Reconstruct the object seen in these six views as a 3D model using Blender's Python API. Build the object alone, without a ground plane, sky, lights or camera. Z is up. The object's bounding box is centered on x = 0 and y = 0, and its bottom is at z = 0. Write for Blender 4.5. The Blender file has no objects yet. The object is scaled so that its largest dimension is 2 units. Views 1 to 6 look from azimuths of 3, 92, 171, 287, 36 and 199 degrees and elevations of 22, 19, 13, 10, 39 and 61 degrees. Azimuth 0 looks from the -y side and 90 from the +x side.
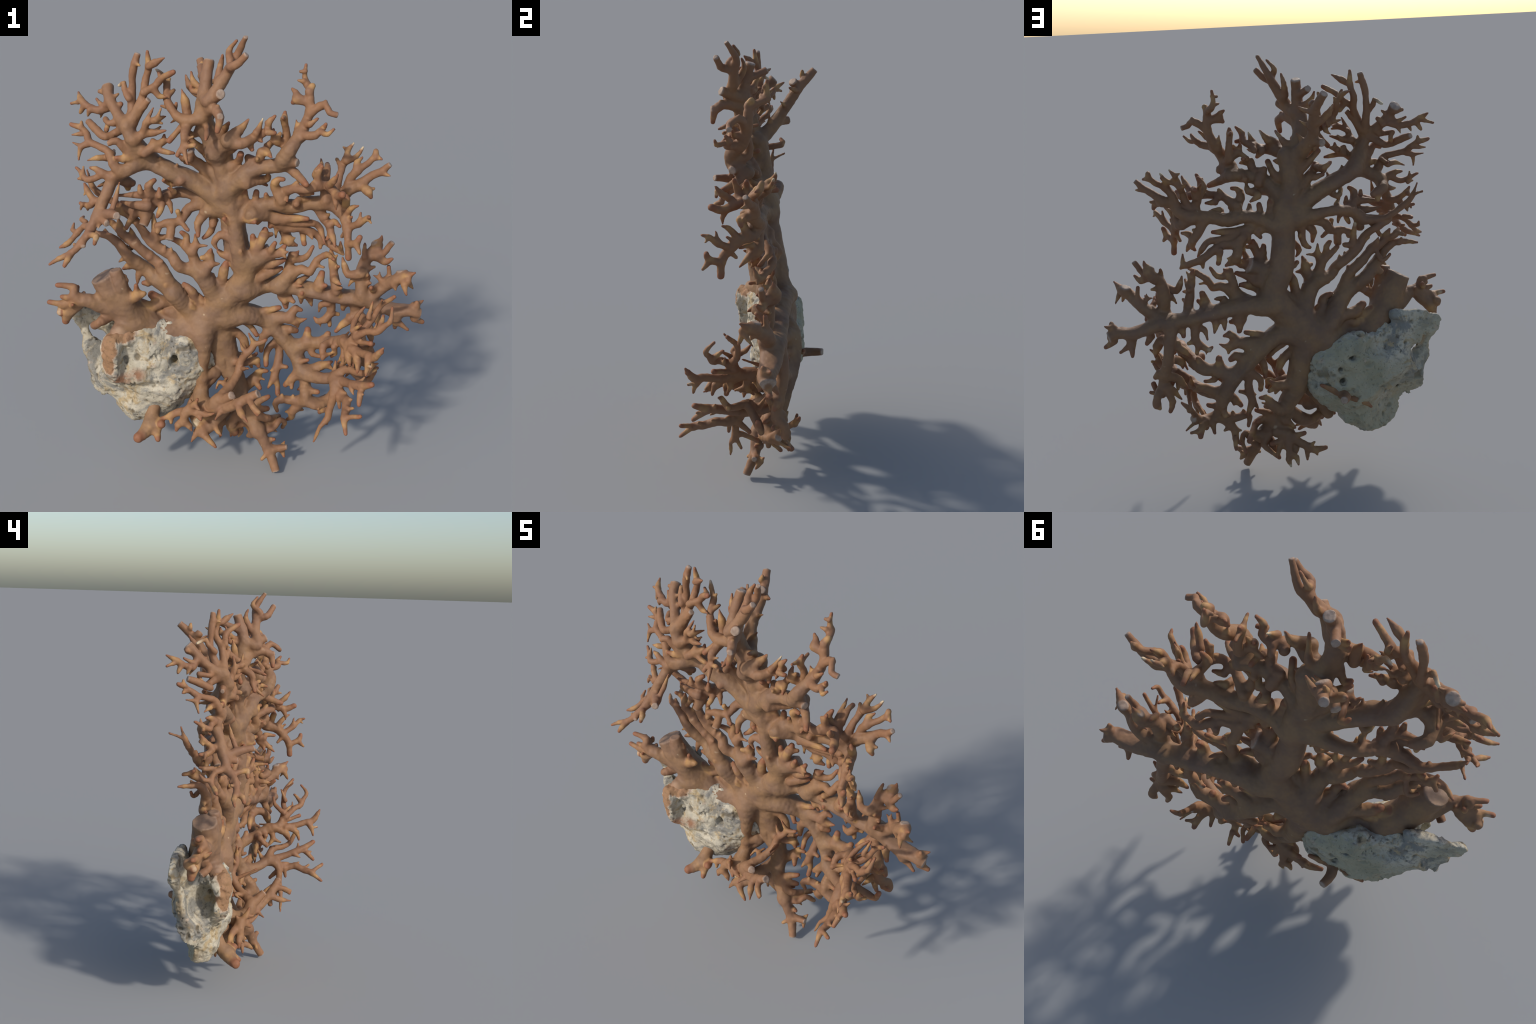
"""A fan-shaped branching stony coral, brown, growing from a lump of pale, pitted reef rock.

The coral is described as a tree of tapering branches: every branch is a spine (points with a
radius) that starts inside its parent.  All spines are rounded and blended into one distance
field, the skin is drawn once over the whole field, and that skin is then divided by region into
named parts (trunk, branches, twigs) that keep the normals of the whole body.
"""
import bpy
import math
import numpy as np
from mathutils import Vector

CELL = 0.0044          # size of a cell of the coral's distance field, metres
DEEP = []
BRANCHES = []          # (key, parent key, spine as an array of x, y, z, radius, broken end?)


def branch(key, parent, *spine, broken=False, deep=1.0):
    """deep: how much deeper than wide the limb is, seen across the fan."""
    BRANCHES.append((key, parent, np.array(spine, float), broken))
    DEEP.append(deep)


# ------------------------------------------------------------------ the coral's growth form

# trunk
branch("trunk", None, (-.202, .100, .656, .076), (-.094, .112, .732, .0722), (.041, .100, .900, .0627), (-.002, .085, 1.041, .057), (-.020, .066, 1.180, .0532), (-.028, .055, 1.284, .0513), (-.072, .050, 1.394, .0475), (-.064, .045, 1.482, .0418), (-.054, .040, 1.543, .038))
branch("trunkfront", "trunk", (-.156, .080, .696, .0627), (-.069, .075, .788, .0589), (.035, .060, .940, .0475), (.007, .025, 1.064, .0342), (-.012, .018, 1.197, .0313), (-.036, .020, 1.311, .0313), (-.081, .018, 1.471, .0313))
branch("stump1", "trunk", (-.093, .025, 1.518, .0399), (-.137, -.005, 1.645, .0389), (-.130, -.025, 1.762, .0276), (-.119, .015, 1.878, .0212), broken=True)
branch("stump1side", "stump1", (-.132, .003, 1.815, .0202), (-.138, .010, 1.813, .0184), (-.161, .083, 1.841, .0166), broken=True)
branch("topright", "stump1", (-.127, -.036, 1.745, .0261), (-.112, -.088, 1.735, .0248), (-.066, -.063, 1.796, .0248), (-.028, -.052, 1.862, .0202), (.002, -.040, 1.916, .0147), (.036, -.078, 1.990, .011), broken=True)
branch("topright_a", "topright", (-.026, -.062, 1.864, .0182), (-.020, -.103, 1.876, .0166), (.013, -.113, 1.894, .0147), (.042, -.123, 1.929, .012), broken=True)
branch("topright_b", "topright", (-.019, -.055, 1.888, .0162), (-.026, -.072, 1.895, .0156), (-.033, -.035, 1.929, .0129), (-.001, -.050, 1.971, .0039))
branch("topright_c", "topright", (-.069, -.053, 1.806, .0182), (-.077, -.044, 1.808, .0166), (-.069, -.011, 1.865, .0129), (-.060, -.021, 1.909, .0049))
branch("stump1knob", "stump1", (-.119, -.027, 1.726, .0278), (-.114, -.030, 1.726, .0276), (-.058, -.115, 1.771, .0193), broken=True)
branch("s1spike", "stump1", (-.132, -.009, 1.769, .0142), (-.138, .010, 1.763, .0129), (-.183, .030, 1.785, .0129), (-.195, .050, 1.823, .0049))
branch("s1spike2", "stump1", (-.137, -.008, 1.744, .0142), (-.146, .010, 1.747, .0129), (-.191, .030, 1.751, .0107), (-.195, .030, 1.769, .0078))
branch("frontdown", "stump1", (-.130, -.030, 1.678, .0276), (-.084, -.100, 1.708, .0221), (-.060, -.145, 1.688, .0184), (-.066, -.160, 1.634, .011))
branch("frontdownstub", "frontdown", (-.069, -.130, 1.692, .0138), (-.055, -.162, 1.694, .0129), broken=True)
branch("frontdown_a", "frontdown", (-.077, -.110, 1.710, .0097), (-.068, -.120, 1.724, .0078))
branch("frontdown_b", "stump1", (-.127, -.020, 1.625, .0132), (-.120, -.050, 1.621, .012), (-.114, -.100, 1.606, .0107), (-.114, -.140, 1.593, .0058))
branch("leftL1", "stump1", (-.138, -.026, 1.659, .0304), (-.140, -.040, 1.657, .0276), (-.197, -.050, 1.646, .0221), (-.234, -.043, 1.656, .0193), (-.271, -.016, 1.685, .0166), (-.295, .025, 1.728, .0147), (-.296, .050, 1.769, .0129), (-.320, .068, 1.805, .011), (-.345, .095, 1.821, .0039))
branch("leftL1_a", "leftL1", (-.206, -.038, 1.646, .0192), (-.203, -.010, 1.640, .0202), (-.214, -.005, 1.717, .0166), (-.228, .000, 1.762, .0049))
branch("leftL1_b", "leftL1", (-.288, .015, 1.727, .012), (-.265, .050, 1.747, .0058))
branch("leftL1_c", "leftL1", (-.271, -.005, 1.685, .0132), (-.261, .020, 1.667, .012), (-.250, -.000, 1.703, .0049))
branch("leftL1_d", "leftL1", (-.253, -.022, 1.666, .0142), (-.249, .010, 1.642, .0129), (-.273, .000, 1.623, .0049))
branch("leftL1_f", "leftL1", (-.297, .047, 1.761, .012), (-.284, .056, 1.792, .0068))
branch("leftL1_g", "leftL1", (-.282, .006, 1.697, .0142), (-.285, .020, 1.682, .0129), (-.316, .020, 1.687, .0039))
branch("hang1", "leftL1", (-.203, -.039, 1.643, .0195), (-.201, -.020, 1.634, .0239), (-.204, -.094, 1.597, .0175), (-.206, -.106, 1.544, .0138), (-.186, -.153, 1.494, .0039))
branch("hang1_a", "hang1", (-.212, -.035, 1.620, .0152), (-.228, -.030, 1.612, .0138), (-.271, -.060, 1.563, .011))
branch("hang1_b", "hang1", (-.209, -.100, 1.559, .012), (-.230, -.120, 1.521, .0097))
branch("hang1_c", "hang1", (-.203, -.100, 1.575, .011), (-.170, -.100, 1.594, .0049))
branch("hang1_d", "hang1", (-.202, -.110, 1.554, .012), (-.162, -.120, 1.564, .0097))
branch("hang1_e", "stump1", (-.142, .002, 1.601, .0202), (-.157, .000, 1.595, .0184), (-.185, .030, 1.566, .0129), (-.208, .030, 1.582, .0097))
branch("backB1", "trunk", (-.070, .026, 1.505, .0363), (-.091, -.010, 1.505, .0399), (-.128, .080, 1.573, .0313), (-.161, .132, 1.632, .0258), (-.158, .192, 1.718, .023), (-.163, .238, 1.773, .0202), (-.187, .294, 1.830, .0184), broken=True)
branch("backB1stub", "backB1", (-.161, .118, 1.610, .0221), (-.197, .170, 1.608, .0184), broken=True)
branch("backB1_a", "backB1", (-.150, .217, 1.749, .0121), (-.137, .217, 1.750, .011), (-.123, .203, 1.755, .0097), (-.095, .182, 1.770, .0058))
branch("backB1_b", "backB1", (-.150, .164, 1.682, .012), (-.131, .155, 1.689, .0097), (-.102, .141, 1.709, .0039))
branch("backB1_c", "backB1", (-.135, .094, 1.600, .0166), (-.119, .090, 1.621, .011), (-.097, .089, 1.648, .0039))
branch("backB1_d", "backB1", (-.169, .186, 1.701, .0182), (-.179, .190, 1.699, .0166), (-.221, .200, 1.735, .0166), (-.239, .220, 1.774, .0058))
branch("backB1_e", "backB1", (-.164, .218, 1.765, .0189), (-.168, .200, 1.779, .0184), (-.149, .200, 1.787, .0166), broken=True)
branch("backB1_f", "backB1", (-.175, .250, 1.798, .0121), (-.181, .240, 1.806, .011), (-.172, .240, 1.831, .0058))
branch("upperleft", "trunk", (-.068, .050, 1.270, .0475), (-.113, .045, 1.315, .0437), (-.189, .040, 1.366, .0399), (-.296, .025, 1.415, .038), (-.369, .027, 1.461, .0361), (-.421, -.030, 1.545, .0313), (-.450, -.035, 1.609, .0258), deep=1.25)
branch("U1", "upperleft", (-.452, -.029, 1.608, .0258), (-.504, .029, 1.656, .0221), (-.537, .060, 1.700, .0212), (-.551, .103, 1.742, .0239), broken=True)
branch("U1lip", "U1", (-.554, .097, 1.724, .0182), (-.557, .100, 1.720, .0166), (-.585, .097, 1.722, .0097))
branch("U1_a", "U1", (-.527, .057, 1.678, .0182), (-.531, .073, 1.664, .0166), (-.588, .065, 1.649, .0166), (-.630, .088, 1.658, .0147), (-.667, .109, 1.682, .0147), (-.688, .151, 1.704, .0058))
branch("U1_a1", "U1_a", (-.665, .111, 1.676, .011), (-.717, .136, 1.659, .0068))
branch("U1_a2", "U1_a", (-.650, .095, 1.662, .0132), (-.653, .094, 1.659, .0129), (-.672, .101, 1.628, .0068))
branch("U1_a3", "U1_a", (-.617, .072, 1.652, .0139), (-.622, .064, 1.650, .0129), (-.634, .072, 1.623, .0049))
branch("U1_a4", "U1_a", (-.573, .068, 1.650, .012), (-.581, .080, 1.616, .0039))
branch("U1_b", "U1", (-.542, .060, 1.689, .0142), (-.565, .067, 1.667, .0129), (-.600, .102, 1.689, .0058))
branch("U1_c", "U1", (-.524, .058, 1.705, .012), (-.500, .065, 1.721, .0039))
branch("U1_d", "U1", (-.491, .011, 1.629, .0182), (-.498, .014, 1.617, .0166), (-.530, .003, 1.610, .0129), (-.553, .046, 1.619, .012))
branch("U1_d1", "U1_d", (-.549, .044, 1.613, .0108), (-.543, .050, 1.598, .011), (-.548, .030, 1.575, .011))
branch("U1_e", "U1", (-.511, .047, 1.664, .0162), (-.507, .060, 1.658, .0147), (-.487, .042, 1.683, .011))
branch("U2", "upperleft", (-.446, -.026, 1.617, .0232), (-.437, -.005, 1.634, .023), (-.436, .035, 1.723, .0166), (-.433, .035, 1.810, .0156), (-.421, .033, 1.857, .0156), (-.410, .037, 1.894, .0107), broken=True)
branch("U2_a", "U2", (-.440, .021, 1.712, .0158), (-.445, .011, 1.716, .0147), (-.468, .036, 1.748, .0138), (-.470, .046, 1.771, .011), (-.498, .079, 1.753, .0049))
branch("U2_b", "U2", (-.419, .026, 1.858, .011), (-.396, .005, 1.851, .0039))
branch("U3", "upperleft", (-.443, -.033, 1.619, .0223), (-.423, -.028, 1.647, .0202), (-.386, -.003, 1.730, .0166), (-.379, .034, 1.791, .0147), (-.365, .030, 1.845, .0147), (-.367, .023, 1.904, .0078))
branch("U3_a", "U3", (-.363, .023, 1.846, .0132), (-.360, .012, 1.847, .0129), (-.329, -.005, 1.870, .0147), (-.292, -.022, 1.890, .0039))
branch("U3_b", "U3", (-.383, -.005, 1.742, .0147), (-.379, -.015, 1.748, .0166), (-.336, .003, 1.772, .0138), (-.306, -.002, 1.805, .0147), (-.254, -.038, 1.838, .0097))
branch("U3_c", "U3_b", (-.345, -.002, 1.765, .0138), (-.320, .000, 1.732, .012), (-.285, -.010, 1.730, .0049))
branch("U3_d", "U3_b", (-.317, .007, 1.794, .0129), (-.316, .030, 1.797, .0129), (-.325, .030, 1.820, .0078))
branch("U4", "upperleft", (-.442, -.029, 1.616, .0232), (-.429, -.020, 1.627, .0221), (-.396, -.020, 1.676, .0184), (-.358, -.029, 1.721, .0138), broken=True)
branch("U5", "upperleft", (-.457, -.020, 1.602, .0202), (-.507, .016, 1.568, .0175), (-.544, -.008, 1.555, .0156), (-.588, .021, 1.577, .0166), (-.632, .070, 1.600, .0147), broken=True)
branch("U6", "upperleft", (-.425, -.024, 1.522, .0243), (-.447, -.030, 1.504, .0221), (-.489, -.050, 1.551, .0147), (-.527, -.060, 1.540, .011), broken=True)
branch("U7", "upperleft", (-.410, -.011, 1.498, .0283), (-.426, -.020, 1.482, .0258), (-.466, -.040, 1.474, .0166), (-.495, -.050, 1.480, .0097))
branch("UR", "upperleft", (-.423, -.045, 1.559, .0223), (-.419, -.059, 1.560, .0202), (-.381, -.044, 1.584, .0184), (-.366, -.062, 1.634, .0138), (-.337, -.043, 1.692, .0039))
branch("UR_a", "UR", (-.366, -.052, 1.628, .0131), (-.360, -.040, 1.631, .0138), (-.321, -.086, 1.655, .0129), (-.290, -.035, 1.657, .0049))
branch("UR_a1", "UR_a", (-.317, -.080, 1.657, .0097), (-.300, -.080, 1.700, .0029))
branch("UR_a2", "UR_a", (-.330, -.070, 1.646, .011), (-.296, -.080, 1.638, .0039))
branch("UR_b", "UR", (-.378, -.035, 1.584, .0166), (-.376, -.028, 1.585, .0175), (-.333, -.056, 1.593, .0147), (-.285, -.069, 1.607, .0049))
branch("UR_b1", "UR_b", (-.341, -.042, 1.591, .0132), (-.334, -.030, 1.593, .012), (-.312, -.030, 1.611, .0058))
branch("UR2", "upperleft", (-.394, -.024, 1.514, .0223), (-.373, -.054, 1.507, .0202), (-.338, -.048, 1.536, .0175), (-.305, -.037, 1.548, .0138), (-.297, -.027, 1.579, .0039))
branch("UR2_a", "UR2", (-.306, -.031, 1.547, .0124), (-.306, -.023, 1.546, .0129), (-.276, -.036, 1.558, .0068))
branch("UR2_b", "UR2", (-.343, -.043, 1.525, .0163), (-.342, -.040, 1.523, .0156), (-.291, -.060, 1.516, .0107), (-.254, -.060, 1.511, .0068))
branch("UR2_c", "UR2", (-.340, -.050, 1.536, .0147), (-.343, -.038, 1.554, .011))
branch("ULbump", "upperleft", (-.397, .000, 1.498, .011), (-.393, -.010, 1.513, .0058))
branch("ULbump2", "upperleft", (-.332, .010, 1.427, .012), (-.328, -.015, 1.443, .0058))
branch("ULbump3", "upperleft", (-.313, .020, 1.450, .0129), (-.321, .000, 1.474, .0058))
branch("ULbump4", "upperleft", (-.257, .020, 1.427, .011), (-.250, .000, 1.446, .0058))
branch("ULbump5", "upperleft", (-.429, -.040, 1.520, .011), (-.424, -.060, 1.538, .0058))
branch("ULspine", "upperleft", (-.235, .015, 1.383, .0182), (-.234, -.010, 1.377, .0166), (-.282, .060, 1.344, .0147), (-.311, .013, 1.372, .0097))
branch("lowleft", "upperleft", (-.374, .026, 1.458, .0342), (-.446, -.029, 1.431, .0294), (-.509, -.016, 1.390, .0276), (-.541, -.060, 1.322, .0248), (-.570, -.088, 1.251, .0239), (-.597, -.118, 1.193, .0184))
branch("LLF1", "lowleft", (-.598, -.120, 1.189, .0184), (-.622, -.165, 1.154, .0166), (-.651, -.183, 1.121, .0147), (-.675, -.188, 1.101, .0138), (-.718, -.192, 1.083, .012), (-.755, -.211, 1.063, .0058))
branch("LLF1_b", "LLF1", (-.670, -.189, 1.104, .0129), (-.676, -.219, 1.088, .0129), (-.688, -.232, 1.068, .0087))
branch("LLF1_c", "LLF1", (-.607, -.140, 1.175, .0138), (-.557, -.200, 1.188, .0129), (-.565, -.205, 1.159, .0078))
branch("LLF1_d", "LLF1", (-.627, -.160, 1.147, .0147), (-.630, -.150, 1.144, .0138), (-.613, -.190, 1.138, .0097), broken=True)
branch("LLF1_e", "LLF1", (-.646, -.170, 1.129, .0097), (-.660, -.160, 1.134, .0078))
branch("LLF2", "lowleft", (-.601, -.105, 1.200, .0166), (-.646, -.071, 1.178, .0129), (-.674, -.068, 1.145, .0129), (-.701, -.096, 1.115, .012), (-.734, -.118, 1.102, .0049))
branch("LLF2_a", "LLF2", (-.669, -.067, 1.152, .012), (-.696, -.042, 1.156, .0097), (-.694, -.019, 1.178, .0049))
branch("LLF2_b", "LLF2", (-.634, -.074, 1.188, .0121), (-.631, -.063, 1.199, .011), (-.658, -.027, 1.199, .0107), (-.655, -.004, 1.203, .0058))
branch("LLstub", "lowleft", (-.558, -.090, 1.243, .0221), (-.507, -.143, 1.267, .0202), (-.469, -.199, 1.281, .0156), broken=True)
branch("LLstub2", "lowleft", (-.566, -.098, 1.233, .0202), (-.557, -.100, 1.230, .0184), (-.525, -.139, 1.224, .0138), broken=True)
branch("LLspike", "LLstub", (-.505, -.127, 1.274, .012), (-.490, -.099, 1.331, .012), (-.478, -.080, 1.387, .0029))
branch("LLspine", "lowleft", (-.568, -.097, 1.228, .0142), (-.558, -.096, 1.223, .0129), (-.565, -.124, 1.198, .0039))
branch("LLa", "lowleft", (-.482, -.034, 1.418, .0257), (-.485, -.040, 1.422, .0239), (-.514, -.041, 1.456, .0184), (-.530, -.026, 1.498, .0166), (-.579, .002, 1.513, .0147), (-.623, .024, 1.526, .0138), (-.637, .057, 1.550, .0138), (-.666, .077, 1.571, .012), (-.708, .085, 1.580, .0107))
branch("LLa1", "LLa", (-.662, .073, 1.571, .012), (-.663, .079, 1.595, .0068))
branch("LLa2", "LLa", (-.639, .064, 1.548, .0123), (-.639, .067, 1.545, .012), (-.676, .070, 1.544, .0097), (-.704, .065, 1.540, .0039))
branch("LLa3", "LLa", (-.626, .022, 1.520, .0124), (-.628, .021, 1.515, .0138), (-.658, .016, 1.501, .012), (-.664, .002, 1.452, .0049))
branch("LLa4", "LLa3", (-.656, .021, 1.505, .0107), (-.697, .050, 1.512, .0049))
branch("LLa5", "LLa", (-.528, -.025, 1.479, .0155), (-.543, -.003, 1.466, .0147), (-.580, -.020, 1.469, .012), (-.625, -.009, 1.453, .0039))
branch("LLa6", "LLa", (-.518, -.026, 1.490, .0142), (-.515, -.025, 1.490, .0129), (-.526, .060, 1.481, .0058))
branch("LLb", "lowleft", (-.515, -.033, 1.388, .0223), (-.515, -.038, 1.392, .0202), (-.558, -.030, 1.401, .0166), (-.591, -.028, 1.382, .0129), (-.626, -.035, 1.378, .0129), (-.653, -.007, 1.396, .012), (-.679, .013, 1.413, .0058))
branch("LLb1", "LLb", (-.558, -.036, 1.408, .0156), (-.586, -.024, 1.422, .012), (-.612, -.016, 1.425, .0068))
branch("LLb2", "LLb", (-.646, -.006, 1.396, .011), (-.645, .000, 1.423, .0039))
branch("LLb3", "LLb", (-.639, -.018, 1.382, .0112), (-.639, -.010, 1.370, .0107), (-.664, -.020, 1.376, .0058))
branch("LLb4", "lowleft", (-.523, -.016, 1.369, .0142), (-.545, .020, 1.355, .0129), (-.586, -.031, 1.345, .0039))
branch("LLd", "lowleft", (-.559, -.061, 1.288, .0202), (-.566, -.045, 1.285, .0184), (-.604, -.036, 1.297, .0156), (-.632, -.014, 1.326, .0138), (-.644, -.003, 1.349, .0078))
branch("LLd1", "LLd", (-.600, -.041, 1.288, .0145), (-.604, -.045, 1.279, .0156), (-.629, -.022, 1.259, .0138), (-.663, -.009, 1.265, .0087))
branch("LLd2", "LLd1", (-.629, -.022, 1.259, .011), (-.634, -.007, 1.234, .0049))
branch("LLd3", "LLd1", (-.648, -.020, 1.264, .0101), (-.652, -.030, 1.266, .0097), (-.659, -.030, 1.244, .0058))
branch("LLd4", "LLd", (-.634, -.008, 1.324, .0124), (-.636, .000, 1.320, .012), (-.645, -.015, 1.304, .0058))
branch("LLe", "lowleft", (-.507, -.004, 1.384, .0248), (-.503, .040, 1.364, .0258), (-.470, .055, 1.347, .0221), (-.453, .060, 1.340, .0166))
branch("LLe2", "LLe", (-.478, .055, 1.347, .0184), (-.472, .060, 1.316, .0129))
branch("M1", "trunk", (-.052, .064, 1.260, .0466), (-.079, .070, 1.258, .0427), (-.134, .090, 1.265, .0313), (-.219, .115, 1.286, .0239), (-.286, .108, 1.285, .0221), (-.345, .066, 1.269, .0248), (-.402, .042, 1.225, .0258), (-.471, .059, 1.222, .0193), (-.514, .077, 1.233, .0156), (-.592, .072, 1.278, .0138), (-.629, .075, 1.315, .012), (-.653, .090, 1.382, .0039), deep=1.15)
branch("M1tip", "M1", (-.635, .077, 1.326, .0097), (-.661, .144, 1.351, .0039))
branch("M1_a", "M1", (-.348, .058, 1.277, .0224), (-.354, .039, 1.297, .023), (-.403, .011, 1.305, .0175), (-.508, .015, 1.297, .0049))
branch("M1_b", "M1", (-.383, .038, 1.244, .0229), (-.381, .002, 1.261, .0239), (-.437, .009, 1.259, .0166), (-.497, .022, 1.268, .0049))
branch("M1_c", "M1_a", (-.372, .023, 1.309, .0185), (-.370, .020, 1.315, .0212), (-.372, .001, 1.349, .0175), (-.350, .011, 1.370, .011))
branch("M1_d", "M1_a", (-.403, .004, 1.311, .0142), (-.405, -.007, 1.321, .0129), (-.410, -.009, 1.350, .0078))
branch("M1_e", "M1", (-.396, .033, 1.218, .0232), (-.389, .022, 1.210, .0248), (-.400, .005, 1.173, .0193), broken=True)
branch("M1_f", "M1", (-.435, .039, 1.220, .0162), (-.439, .021, 1.213, .0147), (-.464, .040, 1.176, .0138), (-.480, .040, 1.143, .011))
branch("M1_g", "M1", (-.342, .056, 1.275, .0152), (-.331, .018, 1.302, .0138), (-.332, .023, 1.333, .0058))
branch("M1_h", "M1", (-.289, .094, 1.288, .0152), (-.274, .065, 1.306, .0138), (-.294, .039, 1.329, .0068))
branch("M1_i", "M1", (-.337, .057, 1.264, .0172), (-.323, .041, 1.256, .0156), (-.332, .024, 1.226, .012), (-.342, .018, 1.206, .0078))
branch("M1_j", "M1", (-.313, .076, 1.270, .0132), (-.291, .051, 1.253, .012), (-.283, .046, 1.218, .0058))
branch("M2", "trunk", (-.053, .061, 1.266, .0376), (-.111, .070, 1.263, .0342), (-.154, .080, 1.252, .0276), (-.211, .083, 1.231, .0221), (-.247, .045, 1.184, .0193), (-.297, .027, 1.179, .0184), (-.343, .021, 1.166, .0129))
branch("M2_a", "M2", (-.282, .029, 1.171, .0175), (-.284, .020, 1.143, .0175), (-.288, .004, 1.111, .0184), broken=True)
branch("M2_b", "M2", (-.243, .036, 1.182, .0142), (-.241, .032, 1.180, .0129), (-.211, .020, 1.152, .0078))
branch("M2_c", "M2", (-.247, .045, 1.199, .0129), (-.255, .033, 1.228, .012))
branch("M2_d", "M2", (-.335, .026, 1.163, .0124), (-.334, .029, 1.159, .0129), (-.340, .010, 1.142, .0097))
branch("M3", "trunk", (-.051, .054, 1.244, .0344), (-.121, .041, 1.238, .0313), (-.148, .047, 1.209, .0221), (-.169, .031, 1.178, .0184), (-.165, .010, 1.132, .011))
branch("M4", "trunk", (-.050, .065, 1.230, .0243), (-.100, .074, 1.227, .0221), (-.108, .060, 1.173, .0156), (-.115, .065, 1.133, .0156), (-.146, .042, 1.110, .0097))
branch("M4_a", "M4", (-.106, .053, 1.167, .0141), (-.106, .050, 1.167, .0129), (-.090, .083, 1.179, .0058))
branch("M5", "trunk", (-.041, .030, 1.127, .0221), (-.073, .020, 1.133, .0175), (-.098, .020, 1.097, .0138), (-.081, .020, 1.065, .0049))
branch("M6", "trunk", (-.043, .050, 1.026, .0184), (-.066, .050, 1.032, .0129), (-.080, .050, 1.047, .0107))
branch("M7", "trunk", (-.027, .038, 1.203, .0142), (-.035, -.000, 1.198, .0129), (-.052, -.015, 1.220, .011))
branch("D1", "trunk", (-.096, .085, .801, .0522), (-.099, .075, .833, .0456), (-.135, .046, .908, .0399), (-.174, .047, .958, .0351), deep=1.20)
branch("D1a", "D1", (-.177, .039, .972, .0276), (-.192, .049, 1.018, .023), (-.202, .051, 1.046, .0202))
branch("D1a1", "D1a", (-.205, .043, 1.047, .0202), (-.243, .056, 1.077, .0156), (-.276, .036, 1.100, .012))
branch("D1a2", "D1a", (-.208, .048, 1.054, .0182), (-.221, .041, 1.071, .0166), (-.221, .055, 1.110, .0147), (-.242, .044, 1.131, .0097))
branch("D1a3", "D1a", (-.196, .042, 1.047, .0184), (-.193, .037, 1.048, .0193), (-.180, .047, 1.082, .0147), (-.183, .044, 1.124, .0068))
branch("D1a4", "D1a3", (-.176, .041, 1.072, .012), (-.132, .036, 1.077, .0049))
branch("D1b", "D1", (-.188, .059, .954, .0294), (-.238, .038, .968, .0267), (-.265, .022, .995, .0239), (-.285, .043, 1.021, .0239), (-.331, .039, 1.050, .023), (-.380, .034, 1.091, .0212), (-.406, .033, 1.136, .0193), (-.436, .052, 1.166, .0175), (-.476, .070, 1.192, .0175), (-.519, .065, 1.219, .0202), (-.527, .065, 1.250, .0097))
branch("D1b1", "D1b", (-.362, .035, 1.090, .0194), (-.355, .035, 1.099, .0202), (-.355, .037, 1.132, .0166), (-.364, .044, 1.205, .0078))
branch("D1b2", "D1b1", (-.346, .041, 1.103, .0147), (-.311, .042, 1.108, .0107))
branch("D1b3", "D1b", (-.316, .024, 1.048, .011), (-.312, .031, 1.071, .0039))
branch("D1b4", "D1b", (-.289, .032, 1.033, .0129), (-.286, .035, 1.061, .0049))
branch("D1b5", "D1b", (-.402, .030, 1.112, .011), (-.428, .050, 1.134, .0058))
branch("D1b6", "D1b", (-.220, .060, .947, .0129), (-.232, .050, .962, .0049))
branch("D1c", "D1", (-.154, .034, .952, .0304), (-.144, .021, .959, .0276), (-.120, .043, .998, .0239), (-.120, .042, 1.028, .0202), (-.112, .023, 1.067, .0058))
branch("D1c1", "D1c", (-.114, .032, .996, .0162), (-.107, .024, .996, .0147), (-.077, .032, .996, .0058))
branch("D1c2", "D1c", (-.129, .037, 1.021, .0142), (-.134, .033, 1.021, .0129), (-.151, .022, 1.024, .0097))
branch("D1d", "D1", (-.087, .080, .857, .0258), (-.068, .060, .903, .0221), (-.059, .050, .962, .0221), (-.051, .050, .994, .0129))
branch("D1e", "D1", (-.111, .060, .920, .0129), (-.105, .050, .938, .0058))
branch("D2base", "trunk", (-.201, .095, .745, .057), (-.233, .080, .783, .0494), (-.274, .044, .841, .0427), deep=1.20)
branch("D2", "D2base", (-.279, .043, .855, .0313), (-.317, .033, .936, .0276), (-.345, .042, .983, .0239), (-.393, .041, 1.023, .023), (-.435, .033, 1.065, .0221), (-.474, .044, 1.091, .0202), (-.507, .049, 1.118, .0175), (-.546, .081, 1.144, .0138), (-.567, .058, 1.167, .0078))
branch("D2tip", "D2", (-.550, .073, 1.154, .011), (-.577, .105, 1.149, .0078))
branch("D2_a", "D2", (-.502, .040, 1.117, .0161), (-.501, .036, 1.119, .0156), (-.513, .062, 1.154, .0129), (-.522, .071, 1.172, .0058))
branch("D2_b", "D2", (-.445, .033, 1.080, .0221), (-.458, .056, 1.106, .0147), (-.469, .066, 1.135, .0049))
branch("D2_c", "D2", (-.380, .028, 1.019, .0147), (-.376, .041, 1.032, .0058))
branch("D2_d", "D2", (-.338, .028, .989, .0166), (-.329, .026, .997, .0097))
branch("D2_e", "D2", (-.457, .049, 1.078, .0129), (-.478, .090, 1.028, .0097), (-.516, .090, 1.056, .0078))
branch("D3", "D2base", (-.288, .048, .856, .0385), (-.296, .050, .865, .0361), (-.352, .042, .907, .0342), (-.404, .060, .948, .0304), (-.446, .037, .988, .0294), (-.488, .025, 1.037, .0248), (-.518, .031, 1.075, .0202), (-.555, .039, 1.099, .0175), (-.604, .060, 1.104, .0138), (-.646, .102, 1.103, .0058))
branch("D3_a", "D3", (-.570, .057, 1.099, .0129), (-.581, .065, 1.122, .0058))
branch("D3_b", "D3", (-.484, .033, 1.013, .0162), (-.490, .035, 1.009, .0147), (-.516, .020, .990, .0039))
branch("D3_c", "D3", (-.457, .040, .979, .0182), (-.476, .045, .965, .0166), (-.497, .020, .960, .0058))
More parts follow.
